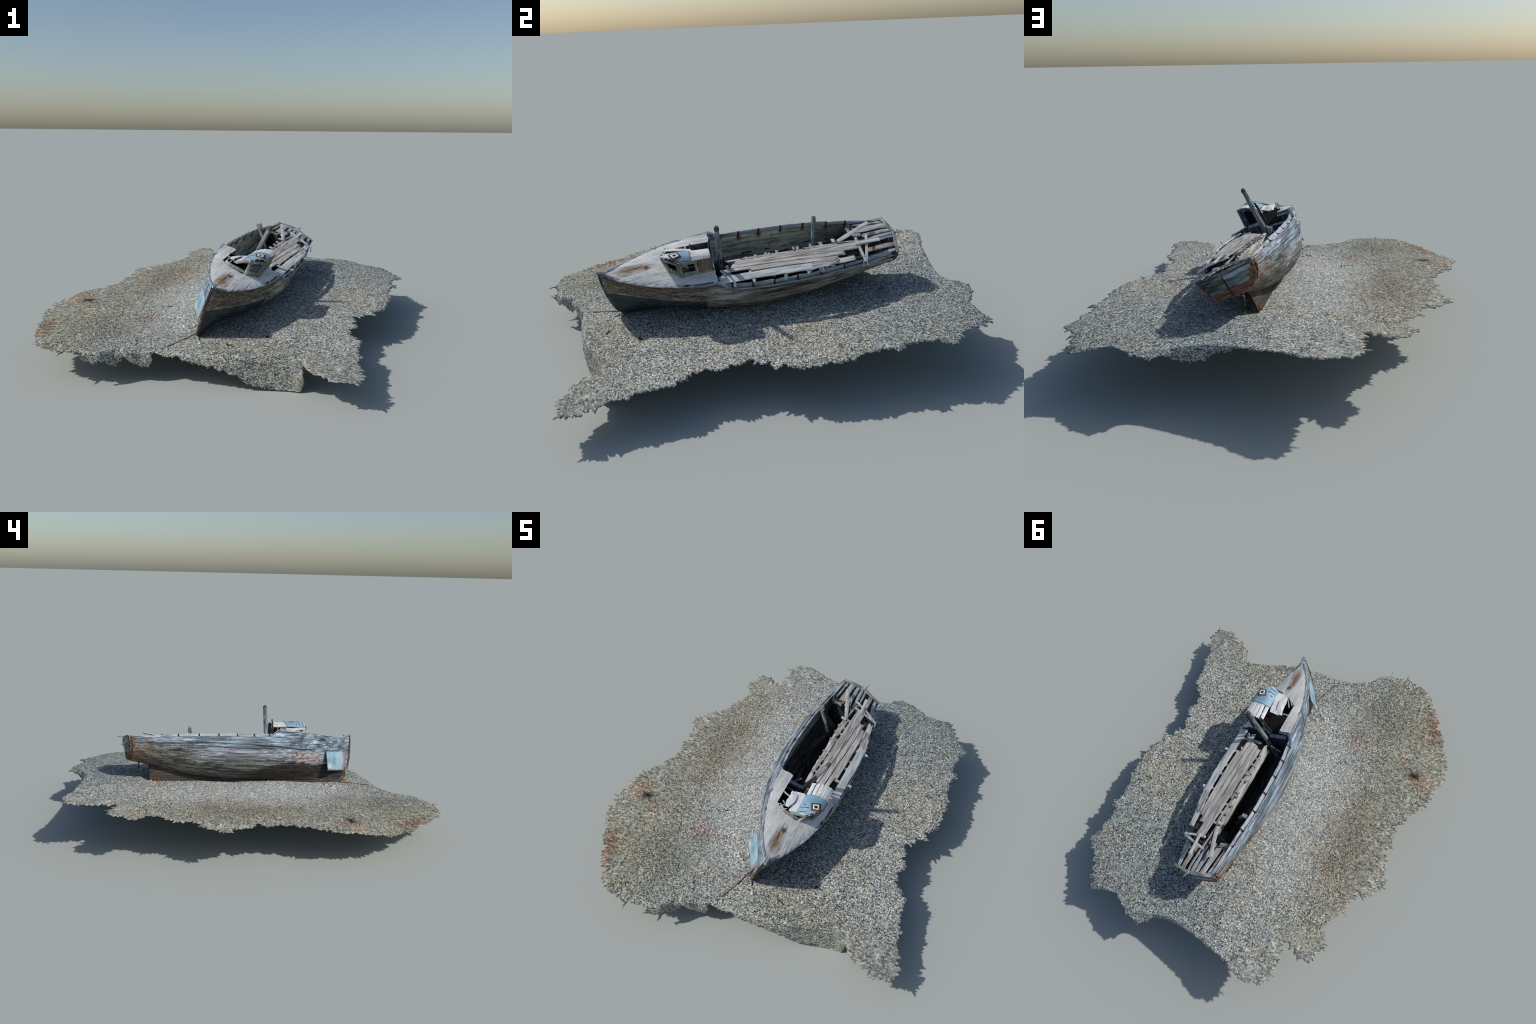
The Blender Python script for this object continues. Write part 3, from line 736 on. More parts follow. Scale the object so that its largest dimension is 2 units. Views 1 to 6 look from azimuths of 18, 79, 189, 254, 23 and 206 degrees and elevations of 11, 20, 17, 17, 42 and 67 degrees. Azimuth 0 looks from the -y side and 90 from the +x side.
board("window_head", [(0.790, 0.088, 0.350), (0.872, 0.087, 0.349)], 0.014, 0.006, M_cabin, cab, up=(0, 1, 0), seed=141)
board("window_sill", [(0.866, 0.082, 0.281), (0.912, 0.036, 0.279)], 0.018, 0.007, M_cabin, cab, up=(0.7, 0.7, 0), seed=142)
board("window_head", [(0.876, 0.082, 0.347), (0.932, 0.037, 0.341)], 0.013, 0.007, M_cabin, cab, up=(0.7, 0.7, 0), seed=143)
board("cabin_coaming", line((0.914, 0.034, 0.277), (0.924, -0.010, 0.279), (0.923, -0.050, 0.277), (0.905, -0.078, 0.274)), 0.014, 0.007, M_cabin, cab, up=(1, 0, 0.2), seed=144)
board("front_beam", line((0.934, 0.036, 0.348), (0.938, 0.005, 0.330), (0.934, -0.026, 0.308)), 0.013, 0.008, M_lich, cab, up=(1, 0, 0), jag=(0.001, 0.003), seed=145)
post("aft_window_post", (0.724, 0.080, 0.262), (0.732, 0.083, 0.362), 0.013, 0.010, M_bulk, up=(1, 0, 0))
post("aft_window_post", (0.724, 0.064, 0.262), (0.732, 0.067, 0.360), 0.008, 0.008, M_bulk, up=(1, 0, 0))
board("aft_sill", [(0.720, 0.070, 0.264), (0.722, -0.004, 0.258)], 0.013, 0.011, M_rail, cab, up=(-1, 0, 0), seed=146)
board("aft_head", line((0.731, 0.086, 0.357), (0.731, 0.055, 0.355), (0.731, 0.02, 0.336), (0.731, -0.006, 0.313)), 0.013, 0.006, M_bulk, cab, up=(-1, 0, 0), seed=147)
board("window_fill_panel", [(0.752, 0.078, 0.302), (0.752, 0.004, 0.296)], 0.085, 0.004, M_black, cab, up=(-1, 0, 0), jag=(0.001, 0.008), seed=150)  # added dark panel that closes the aft window opening
board("door_post", line((0.722, -0.022, 0.222), (0.721, -0.019, 0.300), (0.722, -0.013, 0.360)), np.linspace(0.014, 0.007, 13), 0.008, M_dark, cab, up=(-1, 0, 0), jag=(0.001, 0.006), wob=0.0015, seed=148)
board("door_post", line((0.714, -0.014, 0.235), (0.716, -0.010, 0.330)), 0.008, 0.006, M_mast, cab, up=(-1, 0, 0), jag=(0.001, 0.006), seed=149)

# roof: arched planks aft, a blue metal sheet over the front half
roof_y = [0.092, 0.080, 0.060, 0.040, 0.020, 0.005, -0.0075]
roof_s = pchip([-0.0075, 0.0, 0.02, 0.045, 0.07, 0.092], [0.3195, 0.326, 0.343, 0.358, 0.367, 0.364])
def roof_z(x, y):
    crown = 0.007 * smooth(x, 0.735, 0.87) * float(np.interp(y, [-0.01, 0.02, 0.06, 0.095], [0.2, 1.5, 0.4, -0.6]))
    return float(roof_s(np.clip(y, -0.0075, 0.092))) + crown - 0.35 * max(0.0, x - 0.905) 
def roof_front(y):
    return float(np.interp(y, [-0.01, 0.030, 0.040, 0.088, 0.1], [0.934, 0.938, 0.930, 0.877, 0.86]))
roof = None
wds = [0.0085, 0.008, 0.012, 0.016, 0.017, 0.017, 0.0185]; y = 0.0915
for k, w in enumerate(wds):
    ym = y - w / 2; y -= w
    xs = np.linspace(0.731 + rng.uniform(-0.002, 0.002), min(roof_front(ym) - 0.003, 0.93), 12)
    sl = (roof_z(0.78, ym + 0.004) - roof_z(0.78, ym - 0.004)) / 0.008
    ob = board("cabin_roof" if roof is None else "roof_plank", [(x, ym, roof_z(x, ym) + 0.0) for x in xs], w + (-0.0008 if k < 3 else 0.0008), 0.006, M_roof, boat if roof is None else roof, up=(0, -sl, 1), jag=(0.001, 0.0005), bevel=0.0005, wob=0.0002, seed=160 + k)
    roof = roof or ob
def roof_sheet(name, xa_f, xb_f, ya, yb, off, mat, th=0.0012, nx=14, ny=14, parent=None):
    v = []; f = []
    for i in range(nx + 1):
        for j in range(ny + 1):
            yy = ya + (yb - ya) * j / ny
            x = xa_f(yy) + (xb_f(yy) - xa_f(yy)) * i / nx
            v.append((x, yy, roof_z(x, yy) + off + 0.0003 * n1(x * 80, yy * 80)))
    for i in range(nx):
        for j in range(ny):
            a = i * (ny + 1) + j
            f.append((a, a + 1, a + ny + 2, a + ny + 1))
    ob = make(name, v, f, mat, parent or roof, 40)
    s = ob.modifiers.new("thickness", "SOLIDIFY"); s.thickness = th; s.offset = 1
    return ob
roof_sheet("blue_roof_sheet", lambda y: 0.814 + 0.10 * max(0, y - 0.06) + 0.002 * n1(y * 150), lambda y: roof_front(y), -0.0085, 0.0925, 0.0045, M_blue, nx=18, ny=18)
# rusted flue plate with its hole
pc = np.array([0.879, 0.0535]); ax1 = np.array([0.93, 0.36]); ax1 /= np.linalg.norm(ax1); ax2 = np.array([-ax1[1], ax1[0]])
def plate(name, half_s, hole_r, off, mat, th):
    n = 32; v = []; f = []
    for i in range(n):
        a = 2 * math.pi * i / n; c, s = math.cos(a), math.sin(a); q = half_s / max(abs(c), abs(s))
        for rr in (hole_r, (hole_r + q) / 2, q):
            p = pc + ax1 * (c * rr) + ax2 * (s * rr)
            v.append((p[0], p[1], roof_z(p[0], p[1]) + off + 0.0005 * n1(p[0] * 200, p[1] * 200)))
    for i in range(n):
        j = (i + 1) % n
        for q in range(2):
            f.append((i * 3 + q, i * 3 + q + 1, j * 3 + q + 1, j * 3 + q))
    ob = make(name, v, f, mat, roof, 40)
    s = ob.modifiers.new("thickness", "SOLIDIFY"); s.thickness = th; s.offset = 1
plate("rusted_flue_plate", 0.0215, 0.012, 0.0062, M_rust, 0.0012)
plate("flue_plate_paint", 0.0145, 0.0075, 0.0072, M_roof, 0.0012)
n = 20; make("flue_black_disc", [(pc[0] + 0.0088 * math.cos(2 * math.pi * i / n), pc[1] + 0.0088 * math.sin(2 * math.pi * i / n), roof_z(pc[0] + 0.0088 * math.cos(2 * math.pi * i / n), pc[1] + 0.0088 * math.sin(2 * math.pi * i / n)) + 0.0066) for i in range(n)], [tuple(range(n))], M_black, roof)  # black disc that stands in for the open flue
def on_roof(x, y, o=0.0065): return (x, y, roof_z(x, y) + o)
board("rust_seam", [on_roof(0.898, y) for y in np.linspace(0.026, -0.006, 6)], 0.0030, 0.0015, M_rust, roof, wob=0.0007, seed=171)
board("rust_seam", [on_roof(0.921, y) for y in np.linspace(0.026, -0.006, 6)], 0.0030, 0.0015, M_rust, roof, wob=0.0007, seed=172)
board("rust_seam", [on_roof(0.880, y) for y in np.linspace(0.012, 0.002, 4)], 0.005, 0.0015, M_rust, roof, wob=0.0007, seed=173)
board("rust_edge", [on_roof(x, 0.0905 if x < 0.868 else 0.0905 - (x - 0.868) * 0.9, 0.006) for x in np.linspace(0.820, 0.888, 9)], 0.005, 0.0025, M_rust, roof, jag=(0.002, 0.002), wob=0.0012, seed=174)
board("roof_front_strip", [on_roof(roof_front(y) - 0.004, y, 0.0055) for y in np.linspace(0.036, -0.008, 7)], 0.009, 0.002, M_roof, roof, seed=175)
# lower sloping board and the sprung, curled one
board("lower_roof_board", line((0.806, -0.027, 0.300), (0.86, -0.024, 0.307), (0.926, -0.018, 0.312)), 0.046, 0.0045, M_roof, cab, up=(0, -0.62, 1), seed=176)
board("sprung_roof_board", line((0.806, -0.051, 0.288), (0.845, -0.050, 0.300), (0.882, -0.053, 0.306), (0.915, -0.057, 0.304)), np.concatenate([np.linspace(0.036, 0.038, 12), np.linspace(0.036, 0.020, 7)]), 0.004, M_roof, cab, up=(0.05, -0.55, 1), lift=-0.002, seed=177)
board("roof_end_batten", [(0.804, -0.008, 0.310), (0.803, -0.064, 0.277)], 0.006, 0.007, M_white, cab, up=(-1, 0, 0), seed=178)
board("hatch_fill_slope", [(0.772, 0.0, 0.266), (0.770, -0.050, 0.250), (0.768, -0.090, 0.240)], 0.105, 0.004, M_pit, cab, up=(-0.72, 0, 0.69), jag=(0.002, 0.002), wob=0.001, seed=151)  # added dark slope in place of the scan's fill over the hatch pit
board("pale_stick", [(0.828, -0.060, 0.266), (0.822, -0.096, 0.266)], 0.008, 0.006, M_white, cab, seed=179)
for k, (b, t) in enumerate([((0.872, -0.078, 0.268), (0.900, -0.070, 0.296)), ((0.910, -0.072, 0.272), (0.914, -0.070, 0.304)), ((0.917, -0.062, 0.270), (0.924, -0.050, 0.300)), ((0.890, -0.082, 0.262), (0.906, -0.078, 0.280))]):
    board("splinter", [b, t], 0.006, 0.004, M_batten if k < 2 else M_lich, cab, up=(0.6, 0.5, 0.2), jag=(0.001, 0.004), seed=180 + k)
for k, (b, t) in enumerate([((0.80, 0.02, 0.30), (0.86, 0.07, 0.31)), ((0.83, 0.06, 0.29), (0.88, 0.00, 0.32)), ((0.79, 0.05, 0.33), (0.87, 0.05, 0.325))]):
    board("fallen_slat", [b, t], 0.009, 0.004, M_grey, cab, seed=190 + k)

# ---- mast
mp = line((0.674, -0.014, 0.06), (0.681, -0.008, 0.226), (0.683, -0.003, 0.34), (0.685, 0.001, 0.438), n=8)
v, f = rod_geo(np.vstack([mp, [(0.6852, 0.0015, 0.447), (0.6853, 0.0017, 0.4515)]]), np.concatenate([np.full(9, 0.0130), np.linspace(0.0130, 0.0108, 16), [0.0095, 0.0052]]), n=8, seed=5, rough=0.03)
mast = make("mast", v, f, M_mast, boat, 45)
v, f = rod_geo(np.array([(0.6849, 0.0008, 0.432), (0.6850, 0.001, 0.438), (0.6852, 0.0015, 0.4475), (0.6853, 0.0017, 0.4535)]), [0.0113, 0.0117, 0.0103, 0.0060], n=8, seed=6, rough=0.06)
make("mast_head", v, f, M_masthead, mast, 45)
board("mast_clamp", [(0.676, -0.012, 0.215), (0.678, 0.004, 0.255)], 0.030, 0.006, M_dkrust, mast, up=(-1, 0, 0), jag=(0.004, 0.004), seed=7)

# ---- half deck on the port side (engine box top) and its broken edge
def shelf_z(x, y):
    return float(np.interp(x, [0.05, 0.145, 0.40, 0.63], [0.236, 0.233, 0.228, 0.216])) + 0.27 * max(y, 0.0) * float(np.interp(x, [0.1, 0.3, 0.6], [0.6, 0.75, 1.15])) * (1.0 if y < 0.125 else 0.98) + 0.0025 * math.sin(x * 9 + y * 30)
halfdeck = None
def shelf_plank(name, xa, xb, ya, yb, mat, seed, lift=0.0, jag=(0.006, 0.006)):
    global halfdeck
    xs = np.linspace(xa, xb, max(4, int(abs(xb - xa) / 0.025)))
    yc = np.linspace(ya, yb, len(xs))
    ups = np.array([(0, -(shelf_z(x, max(yy, 0.004) + 0.003) - shelf_z(x, max(yy, 0.004) - 0.003)) / 0.006, 1) if yy < 0.118 else (0, -0.05, 1) for x, yy in zip(xs, yc)])
    ob = board(name, [(x, yy, shelf_z(x, yy) + lift) for x, yy in zip(xs, yc)], WID, 0.006, mat, boat if halfdeck is None else halfdeck, up=ups, jag=jag, wob=0.0008, bevel=0.0007, seed=seed, M=7)
    halfdeck = halfdeck or ob
def shelf_span(name, xa, xb, aft, fwd, mat, seed, lift=0.0, jag=(0.006, 0.006)):
    """plank between two edges, each given at its after and forward end"""
    global WID
    n = max(4, int(abs(xb - xa) / 0.025))
    WID = np.linspace(aft[1] - aft[0], fwd[1] - fwd[0], n) + 0.0003
    shelf_plank(name, xa, xb, (aft[0] + aft[1]) / 2, (fwd[0] + fwd[1]) / 2, mat, seed, lift, jag)
shelf_span("half_deck", 0.050, 0.612, (0.036, 0.066), (0.000, 0.022), M_brown, 200)
shelf_span("half_deck_plank", 0.058, 0.628, (0.066, 0.084), (0.022, 0.036), M_brown, 201, 0.0005)
shelf_span("half_deck_plank", 0.128, 0.640, (0.082, 0.106), (0.036, 0.062), M_grey, 202, 0.0010)
shelf_span("half_deck_plank", 0.160, 0.690, (0.106, 0.124), (0.062, 0.082), M_brown, 203)
shelf_span("half_deck_plank", 0.172, 0.556, (0.122, 0.130), (0.082, 0.108), M_brown, 204)
shelf_span("half_deck_plank", 0.290, 0.706, (0.135, 0.174), (0.114, 0.155), M_white, 206, 0.001)
shelf_span("half_deck_plank", 0.176, 0.300, (0.126, 0.158), (0.134, 0.172), M_grey, 207, 0.0, (0.014, 0.003))
shelf_span("half_deck_plank", 0.210, 0.420, (0.156, 0.166), (0.164, 0.172), M_white, 208, -0.002, (0.010, 0.010))
shelf_span("half_deck_plank", 0.096, 0.168, (0.126, 0.150), (0.128, 0.156), M_white, 209, -0.002, (0.012, 0.008))
shelf_span("broken_edge_strip", 0.300, 0.575, (0.006, 0.020), (-0.020, -0.006), M_grey, 210, -0.007, (0.010, 0.010))
shelf_span("broken_edge_strip", 0.150, 0.290, (0.010, 0.022), (-0.002, 0.010), M_brown, 211, -0.007, (0.010, 0.010))
shelf_span("broken_edge_strip", 0.585, 0.650, (-0.016, -0.003), (-0.018, -0.006), M_white, 212, -0.005, (0.008, 0.008))
# its inboard face, a rounded beam
xs = np.linspace(0.10, 0.64, 30)
board("half_deck_side", [(x, float(np.interp(x, [0.1, 0.64], [0.002, -0.016])), shelf_z(x, 0) - 0.029) for x in xs], 0.038, 0.008, M_brown, halfdeck, up=(0, -1, 0.25), wob=0.002, jag=(0.006, 0.006), seed=220, lift=-0.004)
# deck beams whose worn ends show in the gaps and past the rail
for k, (x, y0, y1) in enumerate([(0.142, -0.006, 0.03), (0.205, -0.014, 0.165), (0.258, -0.016, 0.176), (0.318, -0.018, 0.190), (0.413, -0.020, 0.160), (0.468, -0.020, 0.165), (0.560, -0.020, 0.182), (0.655, 0.02, 0.150)]):
    ys = np.linspace(y0, y1, 9)
    board("deck_beam", [(x + 0.002 * math.sin(k * 2 + yy * 20), yy, shelf_z(x, max(yy, 0)) - 0.0075) for yy in ys], 0.013, 0.009, M_grey, halfdeck, up=(0, -0.2, 1), jag=(0.003, 0.003), wob=0.0012, seed=230 + k)
    if k in (3, 6):
        rod("beam_knob", [(x, y1 - 0.006, shelf_z(x, y1) - 0.006), (x, y1 + 0.003, shelf_z(x, y1) - 0.007)], [0.0075, 0.006], M_white, halfdeck, seed=k)
for k, x in enumerate([0.146, 0.335, 0.452, 0.515]):
    board("edge_block", [(x, -0.020 + 0.003 * (k % 3), shelf_z(x, 0) - 0.006), (x + 0.002, 0.008, shelf_z(x, 0) + 0.001)], 0.009 + 0.006 * (k == 0) + 0.003 * (k == 3), 0.006, M_white if k in (0, 4) else M_grey, halfdeck, jag=(0.002, 0.002), seed=240 + k)
# dangling remains outboard of the planks
for k, (x, y0, z0, y1, z1, w) in enumerate([(0.30, 0.150, 0.252, 0.166, 0.222, 0.012), (0.245, 0.150, 0.250, 0.166, 0.226, 0.016), (0.225, 0.148, 0.246, 0.163, 0.224, 0.012), (0.415, 0.158, 0.252, 0.172, 0.224, 0.014), (0.19, 0.145, 0.246, 0.160, 0.230, 0.010), (0.642, 0.150, 0.256, 0.168, 0.236, 0.012)]):
    board("hanging_splinter", [(x, y0, z0), (x + 0.003, y1, z1)], w, 0.005, M_white if k % 2 else M_batten, halfdeck, up=(0, 1, 0.6), jag=(0.003, 0.005), seed=250 + k)
board("fallen_block", [(0.655, 0.086, 0.250), (0.690, 0.108, 0.243)], 0.014, 0.010, M_rail, halfdeck, seed=260)

# ---- inside the open hold
hold = None
for k, (ya, yb, z, w) in enumerate([(-0.098, -0.110, 0.098, 0.024), (-0.072, -0.082, 0.087, 0.026), (-0.044, -0.050, 0.082, 0.024), (-0.016, -0.020, 0.080, 0.024), (0.012, 0.012, 0.080, 0.03)]):
    ob = board("hold_floor" if hold is None else "floor_board", [(0.12, ya, z + 0.02), (0.40, (ya + yb) / 2, z), (0.69, yb, z)], w, 0.006, M_dark, boat if hold is None else hold, seed=270 + k, wob=0.0015, jag=(0.01, 0.01))
    hold = hold or ob
board("engine_bed", [(0.16, 0.020, 0.135), (0.62, 0.006, 0.135)], 0.012, 0.09, M_black, hold, seed=280)
board("stringer", [sec(np.array([float(u_of_x(x))]), 0.56, -1, -0.016)[0] for x in np.linspace(0.06, 0.70, 20)], 0.014, 0.010, M_dark, hold, up=(0, 1, 0.6), seed=281)
board("fallen_plank", [(0.20, -0.03, 0.145), (0.42, -0.085, 0.105)], 0.022, 0.006, M_dark, hold, seed=282)
for k in range(9):   # broken boards lying in the hold and in the cuddy
    a = np.array((rng.uniform(0.30, 0.68), rng.uniform(-0.10, -0.03), rng.uniform(0.095, 0.115))); d = np.array((rng.uniform(0.06, 0.16) * rng.choice([-1, 1]), rng.normal(0, 0.012), rng.normal(0.004, 0.008)))
    board("broken_board", [a, a + d], rng.uniform(0.010, 0.02), 0.005, M_dark, hold, jag=(0.006, 0.008), wob=0.0012, seed=600 + k)
for k in range(5):
    a = np.array((rng.uniform(0.76, 0.84), rng.uniform(-0.075, 0.03), 0.220)); d = np.array((rng.uniform(0.03, 0.07), rng.normal(0, 0.02), 0.008))
    board("broken_board", [a, a + d], rng.uniform(0.008, 0.016), 0.004, M_black, hold, jag=(0.006, 0.008), wob=0.0012, seed=620 + k)
prop = rod("prop_post", line((0.231, -0.041, 0.160), (0.220, -0.086, 0.205), (0.205, -0.146, 0.256)), 0.0086, M_mast, boat, seed=13, rough=0.06)
board("prop_post_cap", [(0.205, -0.132, 0.248), (0.202, -0.150, 0.269)], 0.026, 0.017, M_mast, prop, seed=284, up=(-1, 0, 0), jag=(0.002, 0.002))
rod("leaning_stick", line((0.66, -0.075, 0.155), (0.655, -0.055, 0.19), (0.652, -0.045, 0.212)), 0.005, M_lich, hold, seed=14, rough=0.1)

# ---- stern deck planks with gaps
def stern_z(x, y): return 0.214 + 0.016 * (1 - (y / 0.13) ** 2) * float(smooth(x, 0.04, -0.13)) + 0.03 * float(np.interp(y, [-0.12, 0.12], [0, 0.1]))
sd = None
for k, (xa, xb, ya, yb, w, mat, dz) in enumerate([
    (-0.112, 0.034, -0.104, -0.118, 0.014, M_edge, 0.004), (-0.118, 0.020, -0.080, -0.098, 0.013, M_lich, 0), (-0.128, 0.036, -0.051, -0.062, 0.030, M_grey, 0.001), (-0.132, 0.000, -0.016, -0.020, 0.019, M_rail, 0),
    (0.004, 0.040, -0.026, -0.030, 0.018, M_rail, 0.004), (-0.134, 0.052, 0.010, 0.014, 0.017, M_brown, 0), (-0.130, 0.040, 0.031, 0.036, 0.010, M_batten, 0.004), (-0.126, 0.030, 0.052, 0.052, 0.014, M_dkrust, -0.006),
    (-0.128, 0.010, 0.074, 0.076, 0.022, M_brown, 0), (-0.116, 0.030, 0.108, 0.125, 0.016, M_edge, 0.003)]):
    ob = board("stern_deck" if sd is None else "stern_deck_plank", [(x, y, stern_z(x, y) + dz) for x, y in zip(np.linspace(xa, xb, 8), np.linspace(ya, yb, 8))], w, 0.006, mat, boat if sd is None else sd, jag=(0.003, 0.006), wob=0.0012, seed=300 + k)
    sd = sd or ob
board("stern_beam", line((0.032, -0.118, 0.208), (0.026, -0.04, 0.212), (0.030, 0.05, 0.213), (0.036, 0.128, 0.208)), 0.014, 0.013, M_dkrust, sd, wob=0.0012, seed=320)
board("stern_beam", line((-0.060, -0.112, 0.198), (-0.062, 0.0, 0.208), (-0.060, 0.118, 0.200)), 0.014, 0.012, M_dark, sd, seed=321)
board("rotten_knee", line((0.036, -0.112, 0.208), (0.048, -0.085, 0.207), (0.044, -0.050, 0.210)), 0.022, 0.012, M_lich, sd, jag=(0.003, 0.006), wob=0.002, seed=322)
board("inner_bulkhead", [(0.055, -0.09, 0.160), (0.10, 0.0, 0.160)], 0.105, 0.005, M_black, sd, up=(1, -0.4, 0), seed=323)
for k in range(16):   # rotten fibres at the port quarter
    a = np.array((-0.075 + 0.055 * rng.uniform(-1, 1), 0.101 + rng.normal(0, 0.006), 0.214)); d = np.array((rng.normal(0, 0.012), rng.normal(0, 0.008), rng.uniform(0.004, 0.013)))
    board("rotten_fibre", [a, a + d], 0.004, 0.003, M_dkrust, sd, jag=(0.001, 0.003), seed=330 + k)
# loose timber thrown across the stern
board("loose_board", [(0.050, 0.020, 0.2545), (0.049, 0.095, 0.250), (0.044, 0.164, 0.2405)], 0.0125, 0.006, M_white, sd, jag=(0.002, 0.003), seed=350)
board("loose_board", [(-0.009, 0.003, 0.2465), (0.018, 0.090, 0.2465), (0.042, 0.160, 0.2360)], 0.0125, 0.006, M_white, sd, jag=(0.002, 0.003), seed=351)
board("loose_board", [(0.062, 0.058, 0.2555), (-0.056, 0.055, 0.2535)], 0.0175, 0.006, M_white, sd, jag=(0.001, 0.001), seed=352)
board("loose_board", [(0.126, 0.002, 0.2310), (-0.042, -0.066, 0.2520)], 0.0215, 0.005, M_white, sd, jag=(0.003, 0.001), wob=0.001, seed=353)
board("loose_board", [(0.130, 0.008, 0.2290), (-0.004, 0.026, 0.2270)], 0.008, 0.008, M_grey, sd, jag=(0.003, 0.006), wob=0.0015, seed=354)
board("loose_board", [(0.105, 0.022, 0.2240), (0.022, 0.020, 0.2200)], 0.012, 0.006, M_dark, sd, jag=(0.003, 0.006), wob=0.0015, seed=355)
board("hanging_splinter", [(0.040, 0.158, 0.238), (0.036, 0.168, 0.220)], 0.007, 0.005, M_white, sd, up=(0, 1, 0.5), seed=356)
board("hanging_splinter", [(0.054, 0.160, 0.240), (0.056, 0.170, 0.219)], 0.006, 0.005, M_white, sd, up=(0, 1, 0.5), seed=357)
# hatch plate with a round hole beside the half deck
n = 28; v = []; f = []
hc = np.array([0.072, 0.112]); hx0, hx1, hy0, hy1 = 0.045, 0.172, 0.074, 0.134
for i in range(n):
    a = 2 * math.pi * i / n; c, s = math.cos(a), math.sin(a)
    q = min(((hx1 if c > 0 else hx0) - hc[0]) / c if abs(c) > 1e-6 else 9, ((hy1 if s > 0 else hy0) - hc[1]) / s if abs(s) > 1e-6 else 9)
    for rr in (0.0125, (0.0125 + q) / 2, q):
        p = hc + np.array([c, s]) * rr
        v.append((p[0], p[1], shelf_z(p[0], p[1]) - 0.012))
for i in range(n):
    j = (i + 1) % n
    for q in range(2): f.append((i * 3 + q, i * 3 + q + 1, j * 3 + q + 1, j * 3 + q))
ob = make("hatch_plate", v, f, M_dark, sd); md = ob.modifiers.new("thickness", "SOLIDIFY"); md.thickness = 0.004; md.offset = -1
board("hole_backing", [(0.05, 0.112, 0.190), (0.10, 0.112, 0.190)], 0.05, 0.003, M_black, sd, seed=360)  # black board added under the plate's round cut-out to darken it

# ---- sheathing on the bows
def shell(name, ua, ub, ta, tb, side, off, mat, nu=30, nt=10, fray=0.0):
    v = []; f = []
    for i in range(nu + 1):
        for j in range(nt + 1):
            u = ua + (ub - ua) * i / nu + (fray * n1(j * 3.1, 7.0) if i == 0 else 0)
            a = ta(u) if callable(ta) else ta; b = tb(u) if callable(tb) else tb
            t = a + (b - a) * j / nt
            v.append(sec(np.array([u]), t, side, off + 0.0006 * n1(u * 40, t * 12))[0])
    for i in range(nu):
        for j in range(nt):
            a = i * (nt + 1) + j
            f.append((a, a + 1, a + nt + 2, a + nt + 1))
    ob = make(name, v, f, mat, hull, 50)
    md = ob.modifiers.new("thickness", "SOLIDIFY"); md.thickness = 0.0018; md.offset = 1
    return ob
shell("bow_sheathing", float(u_of_x(0.772)), 0.995, 0.12, lambda u: 0.70 - 0.03 * float(smooth(u, 0.7, 1.0)), 1, 0.0012, M_slate, fray=0.001)
# the starboard sheet has sprung off and stands out from the bow like a fin
corners = np.array([[(1.180, -0.024, 0.172), (1.162, -0.022, 0.064)], [(1.020, -0.101, 0.161), (1.026, -0.106, 0.047)]])
v = []; f = []; nu, nt = 16, 10
for i in range(nu + 1):
    for j in range(nt + 1):
        a, b = i / nu, j / nt
        p = corners[0, 0] * (1 - a) * (1 - b) + corners[0, 1] * (1 - a) * b + corners[1, 0] * a * (1 - b) + corners[1, 1] * a * b
        p = p + np.array([0, -1, 0.0]) * (0.010 * math.sin(math.pi * a) * (0.4 + 0.6 * b)) * -1 + np.array([0, 0.010, 0]) * (max(0, a - 0.8) / 0.2) ** 2 * b
        v.append(p)
for i in range(nu):
    for j in range(nt):
        a = i * (nt + 1) + j
        f.append((a, a + 1, a + nt + 2, a + nt + 1))
fin_ob = make("sprung_bow_sheet", v, f, M_fin, hull, 50)
md = fin_ob.modifiers.new("thickness", "SOLIDIFY"); md.thickness = 0.003; md.offset = 0

